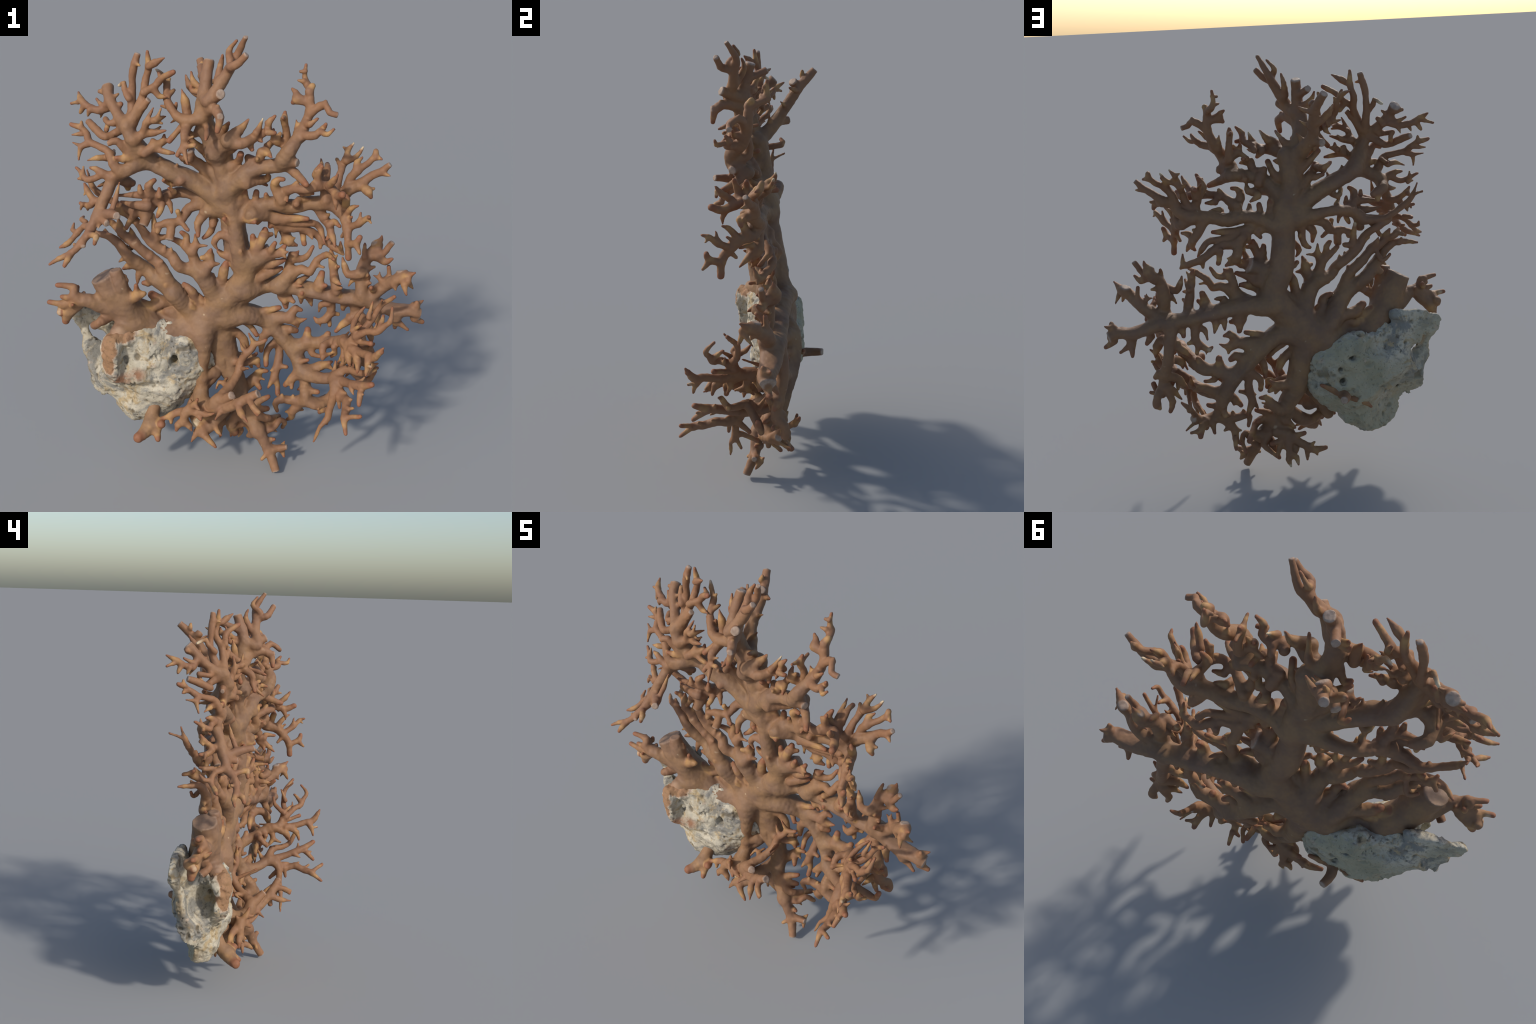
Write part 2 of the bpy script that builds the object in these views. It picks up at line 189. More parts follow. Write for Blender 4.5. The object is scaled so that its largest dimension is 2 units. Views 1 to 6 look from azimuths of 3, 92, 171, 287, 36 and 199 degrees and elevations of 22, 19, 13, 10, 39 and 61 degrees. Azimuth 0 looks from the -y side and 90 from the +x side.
branch("D3_d", "D3", (-.421, .049, .946, .0162), (-.434, .040, .928, .0147), (-.438, .029, .890, .0049))
branch("D3_e", "D3", (-.426, .070, .947, .011), (-.416, .060, .975, .0049))
branch("D3_f", "D3", (-.377, .048, .906, .0182), (-.394, .050, .884, .0166), (-.413, .045, .885, .011))
branch("D3_g", "D3", (-.357, .060, .909, .0184), (-.374, .065, .929, .0184))
branch("D3_h", "D3", (-.310, .030, .882, .011), (-.308, .010, .896, .0078))
branch("D3_i", "D2base", (-.260, .060, .835, .0184), (-.237, .050, .845, .011))
branch("web1", "trunk", (-.211, .098, .696, .0324), (-.265, .090, .774, .0294), (-.341, .080, .787, .0239), (-.381, .070, .819, .0184))
branch("web1b", "web1", (-.335, .070, .787, .0239), (-.382, .060, .766, .0239), (-.431, .050, .778, .0276))
branch("web2", "trunk", (-.228, .091, .682, .0304), (-.289, .070, .742, .0276), (-.333, .080, .736, .0184), (-.372, .080, .743, .0147), (-.377, .080, .714, .0097))
branch("web3", "trunk", (-.140, .096, .742, .0304), (-.180, .070, .802, .0276), (-.202, .042, .861, .0184), (-.236, .058, .884, .011))
branch("web4", "trunk", (-.162, .087, .723, .0182), (-.202, .040, .788, .0166), (-.212, .050, .811, .0129))
branch("web5", "trunk", (-.122, .093, .751, .0202), (-.153, .060, .800, .0184), (-.175, .060, .831, .0129))
branch("leftstump", "trunk", (-.239, .090, .653, .0684), (-.350, .060, .644, .0712), (-.404, .055, .677, .0722), (-.454, .045, .722, .0722), (-.507, .020, .792, .0684), (-.546, .001, .865, .0646), (-.577, -.005, .927, .0589), broken=True)
branch("leftstumpfront", "leftstump", (-.448, .010, .706, .0522), (-.501, -.030, .685, .0475), (-.522, -.055, .668, .0333))
branch("LSa", "leftstump", (-.549, .006, .802, .047), (-.571, -.000, .789, .0427), (-.638, -.037, .825, .0313), (-.674, -.044, .833, .0267), (-.701, -.050, .855, .0212), (-.704, -.036, .886, .0175), (-.735, -.038, .893, .0138), (-.775, -.045, .898, .012))
branch("LSa1", "LSa", (-.688, -.037, .832, .0228), (-.694, -.030, .825, .0258), (-.749, -.030, .801, .0221), (-.780, -.040, .808, .0147), (-.817, -.040, .812, .012))
branch("LSa2", "LSa", (-.710, -.048, .850, .0152), (-.730, -.043, .838, .0138), (-.758, -.048, .844, .0087))
branch("LSa3", "LSa", (-.703, -.033, .871, .0132), (-.705, -.000, .857, .012), (-.700, .000, .873, .0097))
branch("LSa4", "LSa1", (-.754, -.022, .796, .0199), (-.769, .000, .780, .0239), (-.772, -.026, .760, .0184))
branch("LSa5", "LSa", (-.669, -.030, .826, .0162), (-.672, -.020, .821, .0147), (-.669, -.010, .849, .0078))
branch("LSa6", "LSa", (-.695, -.051, .835, .0142), (-.714, -.060, .810, .0129), (-.701, -.085, .824, .0058))
branch("LSa7", "LSa", (-.717, -.031, .884, .0142), (-.720, -.020, .874, .0129), (-.724, -.020, .892, .0078))
branch("LSb", "leftstump", (-.510, -.010, .897, .0221), (-.482, -.020, .921, .0166), (-.483, -.020, .943, .0078))
branch("LSc", "leftstump", (-.494, -.004, .830, .0304), (-.468, -.020, .840, .0276), (-.432, -.030, .859, .0202), (-.431, -.040, .907, .011))
branch("LSc2", "LSc", (-.428, -.030, .855, .0202), (-.399, -.035, .870, .012))
branch("LSd", "leftstump", (-.505, .000, .866, .0184), (-.473, -.010, .872, .011))
branch("LSe", "leftstump", (-.573, -.007, .849, .0162), (-.617, -.020, .824, .0147), (-.609, -.030, .842, .0097))
branch("downtrunk", "trunk", (-.086, .120, .671, .0627), (-.047, .123, .513, .0522), (-.029, .113, .451, .0475), (-.002, .097, .395, .0437), (.021, .062, .319, .0351), (.039, .038, .268, .0313), (.108, -.011, .203, .0276), (.154, -.023, .112, .023), (.175, -.040, .072, .023), (.196, -.066, .019, .0184), broken=True)
branch("lump", "trunk", (-.149, .102, .648, .047), (-.124, .100, .611, .0427), (-.083, .100, .530, .038), (-.065, .100, .467, .038), (-.012, .105, .387, .0313))
branch("ridge", "trunk", (-.153, .050, .654, .057), (-.146, .030, .573, .0333), (-.155, .030, .475, .0276), (-.155, .030, .371, .0276), (-.161, .000, .328, .0276))
branch("bottomlink", "ridge", (-.158, .020, .357, .0333), (-.145, -.020, .340, .0313), (-.107, -.050, .335, .0313), (-.078, -.080, .354, .0276))
branch("R1", "trunk", (.037, .090, .868, .057), (.106, .125, .875, .0475), (.175, .117, .881, .0389), (.312, .107, .862, .0342), (.443, .103, .837, .0313), (.550, .093, .833, .0333), (.639, .085, .805, .0304), (.702, .076, .790, .0285), (.761, .069, .796, .0248), (.805, .074, .782, .023), broken=True, deep=1.50)
branch("R1end", "R1", (.777, .071, .804, .0182), (.781, .072, .815, .0166), (.819, .087, .838, .0049))
branch("R1end2", "R1", (.792, .071, .774, .0202), (.787, .069, .760, .0184), (.824, .081, .737, .011))
branch("R1end3", "R1", (.703, .072, .777, .0257), (.704, .068, .761, .0258), (.709, .108, .690, .0097))
branch("R1end4", "R1end3", (.715, .080, .730, .0152), (.720, .078, .729, .0138), (.761, .069, .702, .0078))
branch("R1end5", "R1", (.781, .069, .802, .0182), (.788, .064, .823, .0166), (.791, .057, .840, .0097))
branch("R1up", "R1", (.573, .080, .838, .0293), (.575, .071, .846, .0313), (.647, .069, .910, .0267), (.692, .029, .955, .0248), (.731, .008, .983, .0221), (.762, -.023, 1.013, .0049), deep=1.20)
branch("R1updisc", "R1up", (.716, .029, .974, .0239), (.712, .034, .995, .0202), broken=True)
branch("R1up_a", "R1up", (.732, -.002, .979, .0162), (.735, -.019, .972, .0147), (.764, .020, .921, .0039))
branch("R1up_b", "R1up", (.721, .005, .969, .0172), (.721, -.017, .953, .0156), (.733, -.036, .915, .0058))
branch("R1up_c", "R1up", (.683, .020, .937, .0147), (.690, .010, .917, .0049))
branch("R1up_d", "R1up", (.649, .059, .917, .0184), (.624, .067, .940, .012), (.597, .084, .949, .0049))
branch("R1up_d2", "R1up_d", (.623, .074, .941, .011), (.621, .079, .969, .0039))
branch("R1up_e", "R1up", (.648, .079, .927, .0156), (.663, .071, .958, .012), (.658, .068, .999, .011))
branch("R1up_f", "R1up", (.608, .059, .888, .0162), (.591, .030, .906, .0147), (.584, .000, .927, .0078))
branch("R1c", "R1", (.549, .081, .844, .0299), (.547, .056, .865, .0294), (.545, .074, .934, .0276), (.555, .080, 1.017, .0258), (.587, .108, 1.052, .0248), (.608, .104, 1.086, .0221), (.623, .103, 1.127, .0049))
branch("R1c_flat", "R1c", (.605, .107, 1.076, .0184), (.591, .101, 1.097, .0147), broken=True)
branch("R1c_a", "R1c", (.607, .096, 1.073, .0172), (.625, .063, 1.058, .0156), (.666, .056, 1.117, .011), broken=True)
branch("R1c_b", "R1c", (.587, .092, 1.043, .0223), (.611, .064, 1.043, .0202), (.641, .055, 1.026, .0166), (.669, .037, 1.048, .0078))
branch("R1c_c", "R1c", (.554, .074, 1.029, .0152), (.550, .063, 1.042, .0138), (.552, .112, 1.085, .0068))
branch("R1c_d", "R1c", (.567, .068, .986, .0138), (.597, .084, .990, .0078))
branch("R1c_e", "R1c", (.546, .064, .975, .0241), (.538, .031, .978, .0239), (.486, .046, .964, .0175), (.468, .062, .993, .0129), (.457, .067, 1.034, .0058))
branch("R1c_f", "R1c", (.533, .071, .942, .0162), (.514, .066, .944, .0147), (.489, .058, .906, .0049))
branch("R1c_g", "R1c", (.558, .067, .950, .0162), (.569, .060, .949, .0147), (.566, .030, .971, .0097))
branch("R1c_h", "R1c", (.558, .065, .921, .0142), (.570, .060, .922, .0129), (.582, .040, .931, .0058))
branch("R1d", "R1", (.432, .092, .850, .0263), (.437, .058, .880, .0239), (.422, .067, .958, .0193), (.413, .068, 1.021, .0166), (.404, .083, 1.059, .0078))
branch("R1d_a", "R1d", (.414, .074, 1.018, .0129), (.433, .054, 1.048, .0049))
branch("R1d_b", "R1d", (.423, .076, .974, .0142), (.431, .093, .975, .0129), (.440, .028, 1.007, .0049))
branch("R1d_c", "R1d", (.426, .055, .942, .0162), (.427, .020, .946, .0147), (.452, -.010, .940, .0058))
branch("R1d_d", "R1d", (.434, .050, .898, .0147), (.456, .020, .912, .0078))
branch("R1e", "R1", (.186, .097, .884, .0347), (.185, .075, .889, .0399), (.226, .073, .944, .0276), (.226, .087, .991, .0202), (.247, .064, 1.037, .0184), (.265, .075, 1.052, .0058))
branch("R1e_a", "R1e", (.239, .065, 1.018, .0166), (.297, .081, 1.024, .0147), (.326, .096, 1.066, .0078))
branch("R1e_b", "R1e", (.236, .070, 1.038, .012), (.229, .068, 1.043, .0078))
branch("R1e_c", "R1e", (.228, .071, .940, .0258), (.283, .070, .971, .0193), (.316, .057, .965, .0184), (.347, .078, 1.013, .0175), (.387, .068, 1.044, .0138), (.418, .000, 1.050, .0078))
branch("R1e_d", "R1e_c", (.337, .065, .996, .0129), (.377, .060, .988, .0058))
branch("R1f0", "R1", (.351, .097, .869, .0243), (.357, .073, .903, .0221), (.370, .084, .949, .0147))
branch("R1f1", "R1", (.272, .100, .882, .0182), (.275, .078, .911, .0166), (.318, .114, .925, .0058))
branch("R1f2", "R1", (.359, .094, .865, .0243), (.363, .070, .891, .0221), (.388, .050, .905, .011))
branch("R1f3", "R1", (.258, .095, .878, .0142), (.258, .070, .892, .0129), (.284, .050, .899, .0058))
branch("R1f4", "R1", (.451, .087, .841, .0121), (.449, .065, .848, .011), (.450, .050, .868, .0068))
branch("R1f5", "R1", (.289, .094, .856, .0162), (.285, .070, .843, .0147), (.287, .050, .865, .0068))
branch("R1u1", "R1", (.208, .116, .858, .034), (.206, .118, .843, .0313), (.212, .122, .798, .0202), (.216, .124, .765, .011))
branch("R1u1b", "R1u1", (.200, .113, .815, .0184), (.210, .097, .800, .012))
branch("R1u1c", "R1u1", (.222, .118, .814, .0202), (.227, .117, .814, .0184), (.250, .094, .805, .011))
branch("R1u2", "R1", (.287, .114, .849, .0182), (.283, .124, .818, .0166), (.283, .133, .781, .0049))
branch("R1u3", "R1", (.326, .112, .843, .0202), (.321, .122, .812, .0184), (.332, .132, .770, .0049))
branch("R1g", "R1", (.418, .109, .827, .0263), (.415, .116, .810, .0239), (.419, .125, .749, .0193), (.391, .118, .708, .0166), (.360, .136, .693, .0129), (.344, .141, .710, .0049))
branch("R1g1", "R1g", (.406, .127, .720, .0152), (.408, .130, .718, .0138), (.416, .126, .680, .0097))
branch("R1g2", "R1g", (.425, .127, .741, .0142), (.429, .128, .738, .0129), (.452, .132, .733, .0087))
branch("R1g3", "R1g", (.405, .105, .800, .0156), (.374, .117, .784, .0129), (.365, .133, .743, .0058))
branch("R1g4", "R1g", (.371, .129, .692, .0097), (.375, .128, .670, .0039))
branch("R1g5", "R1", (.477, .104, .820, .0182), (.476, .109, .796, .0166), (.472, .121, .767, .0107))
branch("R1f", "R1", (.522, .106, .821, .0295), (.522, .114, .810, .0313), (.537, .127, .741, .0248), (.550, .124, .662, .0239), (.565, .109, .594, .0239), (.585, .094, .520, .023), (.613, .130, .490, .0184), (.620, .130, .449, .0166))
branch("R1f_a", "R1f", (.531, .117, .733, .0223), (.526, .110, .733, .0221), (.482, .112, .701, .0184), (.445, .102, .664, .0097))
branch("R1f_a2", "R1f_a", (.504, .099, .727, .0129), (.495, .118, .737, .0078))
branch("R1f_b", "R1f", (.547, .110, .647, .0215), (.527, .080, .649, .0221), (.488, .060, .624, .0184), (.483, .050, .589, .0058))
branch("R1f_c", "R1f", (.558, .102, .576, .0214), (.552, .100, .575, .023), (.504, .080, .544, .0184), (.471, .070, .496, .0078))
branch("R1f_c2", "R1f_c", (.513, .080, .540, .0129), (.513, .080, .500, .0058))
branch("R1f_d", "R1f", (.571, .101, .529, .0202), (.552, .110, .522, .0184), (.527, .090, .484, .0147), (.500, .080, .448, .0049))
branch("R1f_e", "R1f", (.578, .106, .524, .0202), (.570, .120, .519, .0184), (.544, .120, .455, .0166), (.557, .120, .411, .0097))
branch("R1f_f", "R1f", (.601, .104, .500, .0142), (.606, .090, .488, .0129), (.640, .080, .498, .0078))
branch("R1f_g", "R1f", (.541, .115, .744, .0228), (.568, .060, .740, .0221), (.591, .040, .703, .0221), (.604, .030, .650, .0078))
branch("R1f_h", "R1f", (.578, .104, .589, .0202), (.594, .100, .594, .0184), (.613, .090, .573, .011))
branch("R1f_i", "R1f", (.564, .096, .589, .0162), (.560, .080, .592, .0147), (.590, .070, .593, .0138), (.615, .060, .628, .0078))
branch("R1f_j", "R1f", (.615, .130, .462, .0147), (.606, .130, .435, .0097))
branch("R1f_k", "R1", (.630, .078, .794, .0202), (.618, .060, .763, .0184), (.638, .040, .722, .011))
branch("DR", "trunk", (-.046, .100, .721, .057), (.040, .111, .726, .0456), (.122, .152, .685, .0389), (.202, .151, .606, .037), (.260, .134, .538, .0342), (.293, .109, .474, .0333), (.313, .101, .416, .0276), (.317, .059, .384, .0267), (.329, .047, .337, .0276), (.379, .040, .318, .0239), (.424, .071, .332, .0202), (.455, .098, .352, .0166), broken=True, deep=1.40)
branch("DR_e1", "DR", (.433, .069, .342, .0162), (.434, .064, .345, .0147), (.473, .170, .432, .0129), (.507, .190, .474, .0058))
branch("DR_e2", "DR_e1", (.474, .170, .423, .011), (.465, .180, .466, .0078))
branch("DR_e3", "DR", (.433, .065, .328, .0129), (.493, .150, .320, .0058))
branch("DR_e4", "DR", (.381, .055, .318, .0202), (.378, .060, .317, .0184), (.414, .110, .315, .0184), (.429, .150, .281, .0129))
branch("DR_e5", "DR_e4", (.426, .130, .301, .0138), (.471, .140, .301, .0078))
branch("DR_e6", "DR", (.363, .054, .320, .0202), (.364, .060, .317, .0184), (.361, .120, .279, .0078))
branch("DR_e7", "DR", (.387, .050, .314, .0184), (.392, .050, .279, .011))
branch("DR_l", "DR", (.316, .050, .332, .0248), (.311, .051, .330, .0248), (.254, .064, .319, .0202), (.206, .058, .327, .0184), (.182, .043, .308, .0156), (.192, .052, .266, .0097))
branch("DR_l1", "DR_l", (.211, .050, .324, .0129), (.212, .056, .349, .0078))
branch("DR_l2", "DR_l", (.256, .058, .327, .0129), (.263, .056, .348, .0078))
branch("DR_m", "DR", (.319, .051, .328, .0248), (.299, .060, .309, .023), (.263, .063, .263, .0193), (.260, .086, .219, .0147), (.237, .096, .197, .0078))
branch("DR_m1", "DR_m", (.255, .065, .262, .011), (.231, .069, .254, .0049))
branch("DR_m2", "DR_m", (.288, .067, .273, .0129), (.311, .075, .264, .0049))
branch("DR_m3", "DR_m", (.262, .091, .225, .0135), (.265, .100, .230, .0147), (.268, .150, .198, .0078))
branch("DR2", "DR", (.254, .132, .554, .0342), (.336, .124, .587, .0285), (.403, .106, .601, .0276), (.474, .002, .668, .0239))
branch("DR2_a", "DR2", (.314, .121, .593, .0239), (.318, .135, .649, .0156))
branch("DR2_b", "DR2", (.387, .112, .611, .0175), (.410, .109, .646, .0129))
branch("DR2_c", "DR2", (.337, .116, .567, .0166), (.347, .110, .537, .0147), (.387, .102, .532, .0097))
branch("DR2_d", "DR2", (.427, .048, .632, .0202), (.391, .020, .628, .0184), (.389, -.020, .586, .0097))
branch("DR2_d2", "DR2_d", (.391, -.019, .595, .0097), (.392, -.020, .596, .011), (.435, .007, .604, .0068))
branch("DR2_e", "DR2", (.451, .017, .647, .0162), (.437, .000, .635, .0147), (.444, .020, .592, .011), (.428, .030, .572, .0058))
branch("DR2_f", "DR2", (.473, -.009, .674, .0121), (.472, -.030, .685, .011), (.501, .058, .682, .0058))
branch("s1", "DR2", (.478, -.002, .667, .0239), (.500, -.055, .685, .0202), (.547, -.076, .752, .0156), (.590, -.056, .796, .0147), (.623, -.050, .860, .012), (.677, -.082, .924, .0097))
branch("s1b", "s1", (.533, -.075, .746, .0147), (.512, -.081, .758, .0138), (.527, -.026, .796, .012), (.561, -.002, .834, .0039))
branch("s1b2", "s1", (.535, -.075, .749, .0132), (.516, -.078, .761, .012), (.544, -.120, .801, .0058))
branch("s1c", "s1", (.590, -.059, .809, .0121), (.577, -.070, .817, .011), (.591, -.039, .876, .0049))
branch("s1d", "s1", (.626, -.047, .863, .0097), (.625, -.100, .915, .0049))
branch("s2", "s1", (.531, -.078, .733, .0152), (.528, -.089, .732, .0175), (.568, -.124, .776, .0147), (.610, -.154, .791, .0147), (.642, -.161, .827, .011), (.662, -.174, .855, .0107), (.667, -.138, .897, .0078))
branch("s2a", "s2", (.621, -.151, .808, .0129), (.635, -.108, .845, .0078))
branch("s2b", "s2", (.586, -.128, .780, .0117), (.601, -.109, .776, .0107), (.609, -.102, .806, .0049))
branch("s2c", "s1", (.527, -.073, .715, .0152), (.532, -.084, .708, .0138), (.587, -.154, .734, .0107))
branch("s4", "s1", (.497, -.048, .676, .0202), (.540, -.132, .682, .0184), (.577, -.200, .704, .0156), (.602, -.235, .712, .0138), (.611, -.255, .743, .012), (.632, -.262, .770, .0058))
branch("s4a", "s4", (.576, -.209, .704, .0156), (.573, -.233, .667, .0129), (.567, -.245, .628, .0039))
branch("s4b", "s4", (.595, -.228, .703, .0138), (.623, -.255, .751, .0129))
branch("s4c", "s4", (.587, -.221, .702, .0107), (.573, -.236, .676, .0097), (.586, -.261, .678, .0068))
branch("s3", "DR2", (.479, -.009, .670, .0215), (.490, -.030, .672, .0202), (.497, -.106, .642, .0156), (.507, -.120, .606, .0049))
branch("s3a", "DR2", (.477, -.006, .660, .0192), (.483, -.018, .645, .0175), (.480, -.032, .609, .0147), (.459, -.002, .564, .0068))
branch("s3b", "s3a", (.480, -.036, .606, .012), (.478, -.078, .594, .0058))
branch("s3c", "s4", (.520, -.107, .678, .0166), (.536, -.155, .647, .0166), (.535, -.170, .603, .0049))
branch("s3d", "s4", (.510, -.092, .676, .0162), (.505, -.095, .674, .0147), (.515, -.093, .632, .0129), (.522, -.111, .597, .0039))
branch("DR3", "DR", (.305, .091, .450, .0276), (.307, .080, .452, .0313), (.386, .030, .460, .0285), (.449, -.017, .488, .0258))
branch("DR3fat", "DR", (.311, .095, .455, .0278), (.319, .086, .459, .0276), (.384, .087, .491, .023), (.434, .085, .517, .0058))
branch("DR3fat2", "DR3fat", (.409, .090, .496, .0138), (.410, .091, .495, .0166), (.442, .077, .480, .0058))
branch("sB", "DR3", (.449, -.022, .490, .023), (.497, -.088, .507, .0193), (.535, -.164, .538, .0184), (.568, -.207, .561, .0166), (.596, -.240, .586, .0129))
branch("sBa", "sB", (.558, -.187, .546, .0156), (.550, -.223, .523, .0138), (.546, -.256, .495, .0087))
branch("sBb", "sB", (.546, -.165, .547, .012), (.568, -.158, .574, .0049))
branch("sBc", "sB", (.519, -.149, .524, .0142), (.515, -.154, .519, .0129), (.524, -.185, .504, .0049))
branch("sBd", "sBa", (.549, -.218, .533, .0107), (.562, -.238, .536, .0058))
branch("sBup", "DR3", (.452, -.015, .502, .0212), (.500, -.026, .542, .0184), (.544, -.071, .551, .0166), (.579, -.102, .567, .0156), (.600, -.126, .618, .0129), (.623, -.137, .633, .0058))
branch("sBup2", "sBup", (.588, -.101, .566, .0129), (.617, -.100, .584, .0097))
branch("sBup3", "DR3", (.438, .005, .488, .0152), (.445, .020, .498, .0138), (.448, .047, .541, .0058))
branch("sBup4", "sBup", (.513, -.028, .539, .0163), (.522, -.020, .531, .0184), (.565, .020, .473, .0184), (.600, .030, .460, .0147), (.622, .020, .515, .0129))
branch("sC", "DR3", (.450, -.029, .485, .0232), (.451, -.051, .479, .023), (.480, -.103, .447, .0202), (.498, -.162, .457, .0184), (.493, -.222, .441, .0175), (.487, -.267, .429, .0156), (.494, -.320, .390, .0078))
branch("sCa", "sC", (.488, -.266, .431, .0147), (.512, -.279, .448, .012), (.552, -.308, .470, .0097))
branch("sCb", "sC", (.502, -.161, .461, .0129), (.519, -.179, .476, .0058))
branch("sCc", "sC", (.501, -.214, .449, .0129), (.523, -.237, .467, .0058))
branch("sCd", "sC", (.470, -.105, .447, .0162), (.464, -.108, .446, .0147), (.472, -.115, .397, .0068))
branch("sCe", "sC", (.476, -.097, .462, .0142), (.477, -.100, .468, .0129), (.494, -.120, .472, .0058))
branch("sb", "DR3", (.448, -.030, .485, .0232), (.447, -.057, .479, .023), (.443, -.085, .443, .0193), (.431, -.090, .382, .0166), (.420, -.100, .329, .0147), (.391, -.115, .296, .011), (.364, -.121, .220, .0049))
branch("sb2", "sb", (.424, -.090, .343, .012), (.419, -.069, .284, .0058))
branch("sb3", "sb", (.425, -.087, .359, .0142), (.421, -.064, .355, .0129), (.387, .000, .303, .011))
branch("sb4", "sC", (.464, -.082, .450, .0182), (.458, -.080, .441, .0166), (.459, -.027, .385, .011))
branch("DRx1", "DR", (.289, .095, .452, .0263), (.284, .090, .451, .0239), (.251, .080, .419, .0193), (.224, .083, .386, .0107))
branch("DRx1b", "DRx1", (.255, .088, .409, .0129), (.255, .058, .388, .0078))
branch("DRx2", "DR", (.331, .052, .384, .0175), (.373, .034, .386, .012))
branch("DRx3", "DR", (.312, .095, .394, .0162), (.304, .120, .360, .0147), (.283, .110, .349, .0058))
branch("DRx4", "DR", (.287, .103, .502, .0142), (.296, .080, .515, .0129), (.324, .070, .527, .0078))
branch("DRy", "DR", (.147, .147, .688, .0348), (.156, .144, .697, .038), (.216, .123, .708, .0258), (.270, .124, .696, .0184), (.311, .119, .710, .0049))
branch("DRy1", "DRy", (.235, .117, .714, .0212), (.235, .115, .717, .0221), (.260, .126, .756, .0175), (.287, .125, .749, .0078))
branch("DRy2", "DRy", (.263, .120, .693, .0184), (.273, .126, .666, .0078))
branch("DRy3", "DR", (.106, .132, .715, .0202), (.121, .124, .738, .0184), (.186, .125, .757, .0107))
branch("DRy4", "DR", (.207, .151, .640, .0202), (.239, .128, .650, .0202), (.265, .140, .640, .0147))
branch("DRz1", "DR", (.194, .154, .589, .0202), (.173, .161, .570, .0184), (.135, .149, .526, .0166), (.132, .119, .470, .012))
branch("DRz2", "DR", (.199, .157, .585, .0223), (.187, .166, .573, .0202), (.193, .148, .509, .0193), (.185, .125, .462, .0202), (.175, .114, .413, .0184), (.188, .107, .370, .0147), (.191, .083, .337, .012))
branch("DRz2a", "DRz2", (.172, .108, .411, .0156), (.146, .089, .364, .0058))
branch("DRz2b", "DRz2", (.189, .125, .462, .0147), (.226, .110, .466, .011))
branch("DRz2c", "DRz2", (.176, .115, .452, .012), (.157, .109, .443, .0039))
branch("hook1", "trunk", (-.082, .108, .696, .0283), (-.046, .103, .646, .0258), (-.003, .116, .627, .0202), (.029, .116, .591, .0202), (.044, .112, .550, .0147))
branch("hook2", "trunk", (-.050, .115, .731, .0202), (-.015, .120, .703, .0184), (.050, .130, .663, .0129), (.088, .110, .623, .011))
branch("hook3", "DR", (.145, .137, .644, .0243), (.134, .120, .633, .0221), (.114, .123, .595, .0202), (.108, .130, .534, .011))
branch("hook4", "downtrunk", (-.018, .102, .485, .0202), (.007, .080, .496, .0184), (.059, .100, .488, .0166), (.090, .100, .499, .0166), (.099, .100, .470, .0097))
branch("DTa", "downtrunk", (.021, .098, .361, .0304), (.041, .120, .356, .0276), (.084, .130, .394, .023), (.108, .130, .430, .0147), (.138, .128, .431, .0078))
branch("DTa1", "DTa", (.085, .120, .384, .0184), (.108, .079, .365, .011))
branch("DTa2", "DTa", (.097, .130, .394, .012), (.127, .107, .397, .0049))
branch("DTb", "downtrunk", (-.014, .128, .481, .0243), (.030, .150, .491, .0221), (.060, .140, .490, .0166), (.088, .140, .513, .0078))
branch("DTb1", "DTb", (.056, .140, .485, .0147), (.094, .130, .459, .0087))
branch("DTb2", "DTb", (.042, .140, .484, .0166), (.065, .130, .447, .0068))
branch("DTc", "downtrunk", (.050, .035, .281, .0263), (.061, .029, .288, .0239), (.097, .037, .315, .0166), (.149, .050, .339, .011))
branch("DTd", "downtrunk", (.058, .036, .272, .0263), (.064, .037, .278, .0239), (.111, .030, .285, .0184), (.146, .046, .280, .0129))
branch("DTe", "downtrunk", (.072, .018, .258, .0263), (.084, .013, .274, .0239), (.142, -.002, .258, .0175), (.197, .100, .208, .0129))
branch("DTf", "downtrunk", (.118, -.001, .178, .0223), (.116, .030, .174, .0202), (.173, .009, .194, .0147), (.206, .039, .227, .0129), (.228, .060, .200, .012), (.218, .097, .154, .0097))
branch("DTf1", "DTf", (.165, .020, .188, .012), (.192, .020, .176, .0058))
branch("DTg", "downtrunk", (.144, -.008, .137, .0182), (.147, .002, .137, .0166), (.184, -.019, .158, .0087))
branch("DTh", "downtrunk", (.161, -.024, .107, .0202), (.213, -.020, .113, .0175), (.244, -.025, .123, .012), broken=True)
branch("DTh1", "DTh", (.215, -.013, .108, .0157), (.217, -.000, .100, .0147), (.231, .020, .125, .0049))
branch("DTh2", "DTh", (.215, -.014, .107, .0157), (.217, -.000, .095, .0166), (.232, -.020, .068, .0058))
branch("DTi", "downtrunk", (.158, -.039, .096, .0129), (.131, -.059, .075, .0078))
branch("DTj", "downtrunk", (.099, -.018, .193, .0258), (.057, .090, .102, .011))
branch("T1", "downtrunk", (.054, .038, .243, .0274), (.051, .060, .224, .0313), (.010, .090, .218, .0248), (-.037, .105, .179, .0202), (-.081, .110, .151, .0184), (-.113, .110, .130, .0166), (-.169, .110, .134, .0107))
branch("T1a", "T1", (-.079, .110, .146, .0166), (-.078, .105, .082, .0049))
branch("T1b", "T1", (-.091, .110, .150, .0129), (-.111, .130, .178, .0058))
branch("T1c", "T1", (-.011, .100, .205, .0147), (-.066, .120, .225, .0097))
branch("T1d", "T1", (-.118, .110, .127, .0129), (-.126, .110, .101, .0049))
branch("T2", "T1", (.012, .100, .203, .0202), (.011, .125, .135, .0166), (-.020, .130, .111, .0147), (-.028, .129, .071, .0058))
branch("T2a", "T2", (.011, .125, .125, .0166), (.018, .130, .104, .0166), (.009, .133, .070, .0078))
branch("T3", "T1", (.027, .080, .206, .0175), (.057, .100, .144, .0138), (.066, .100, .108, .0068))
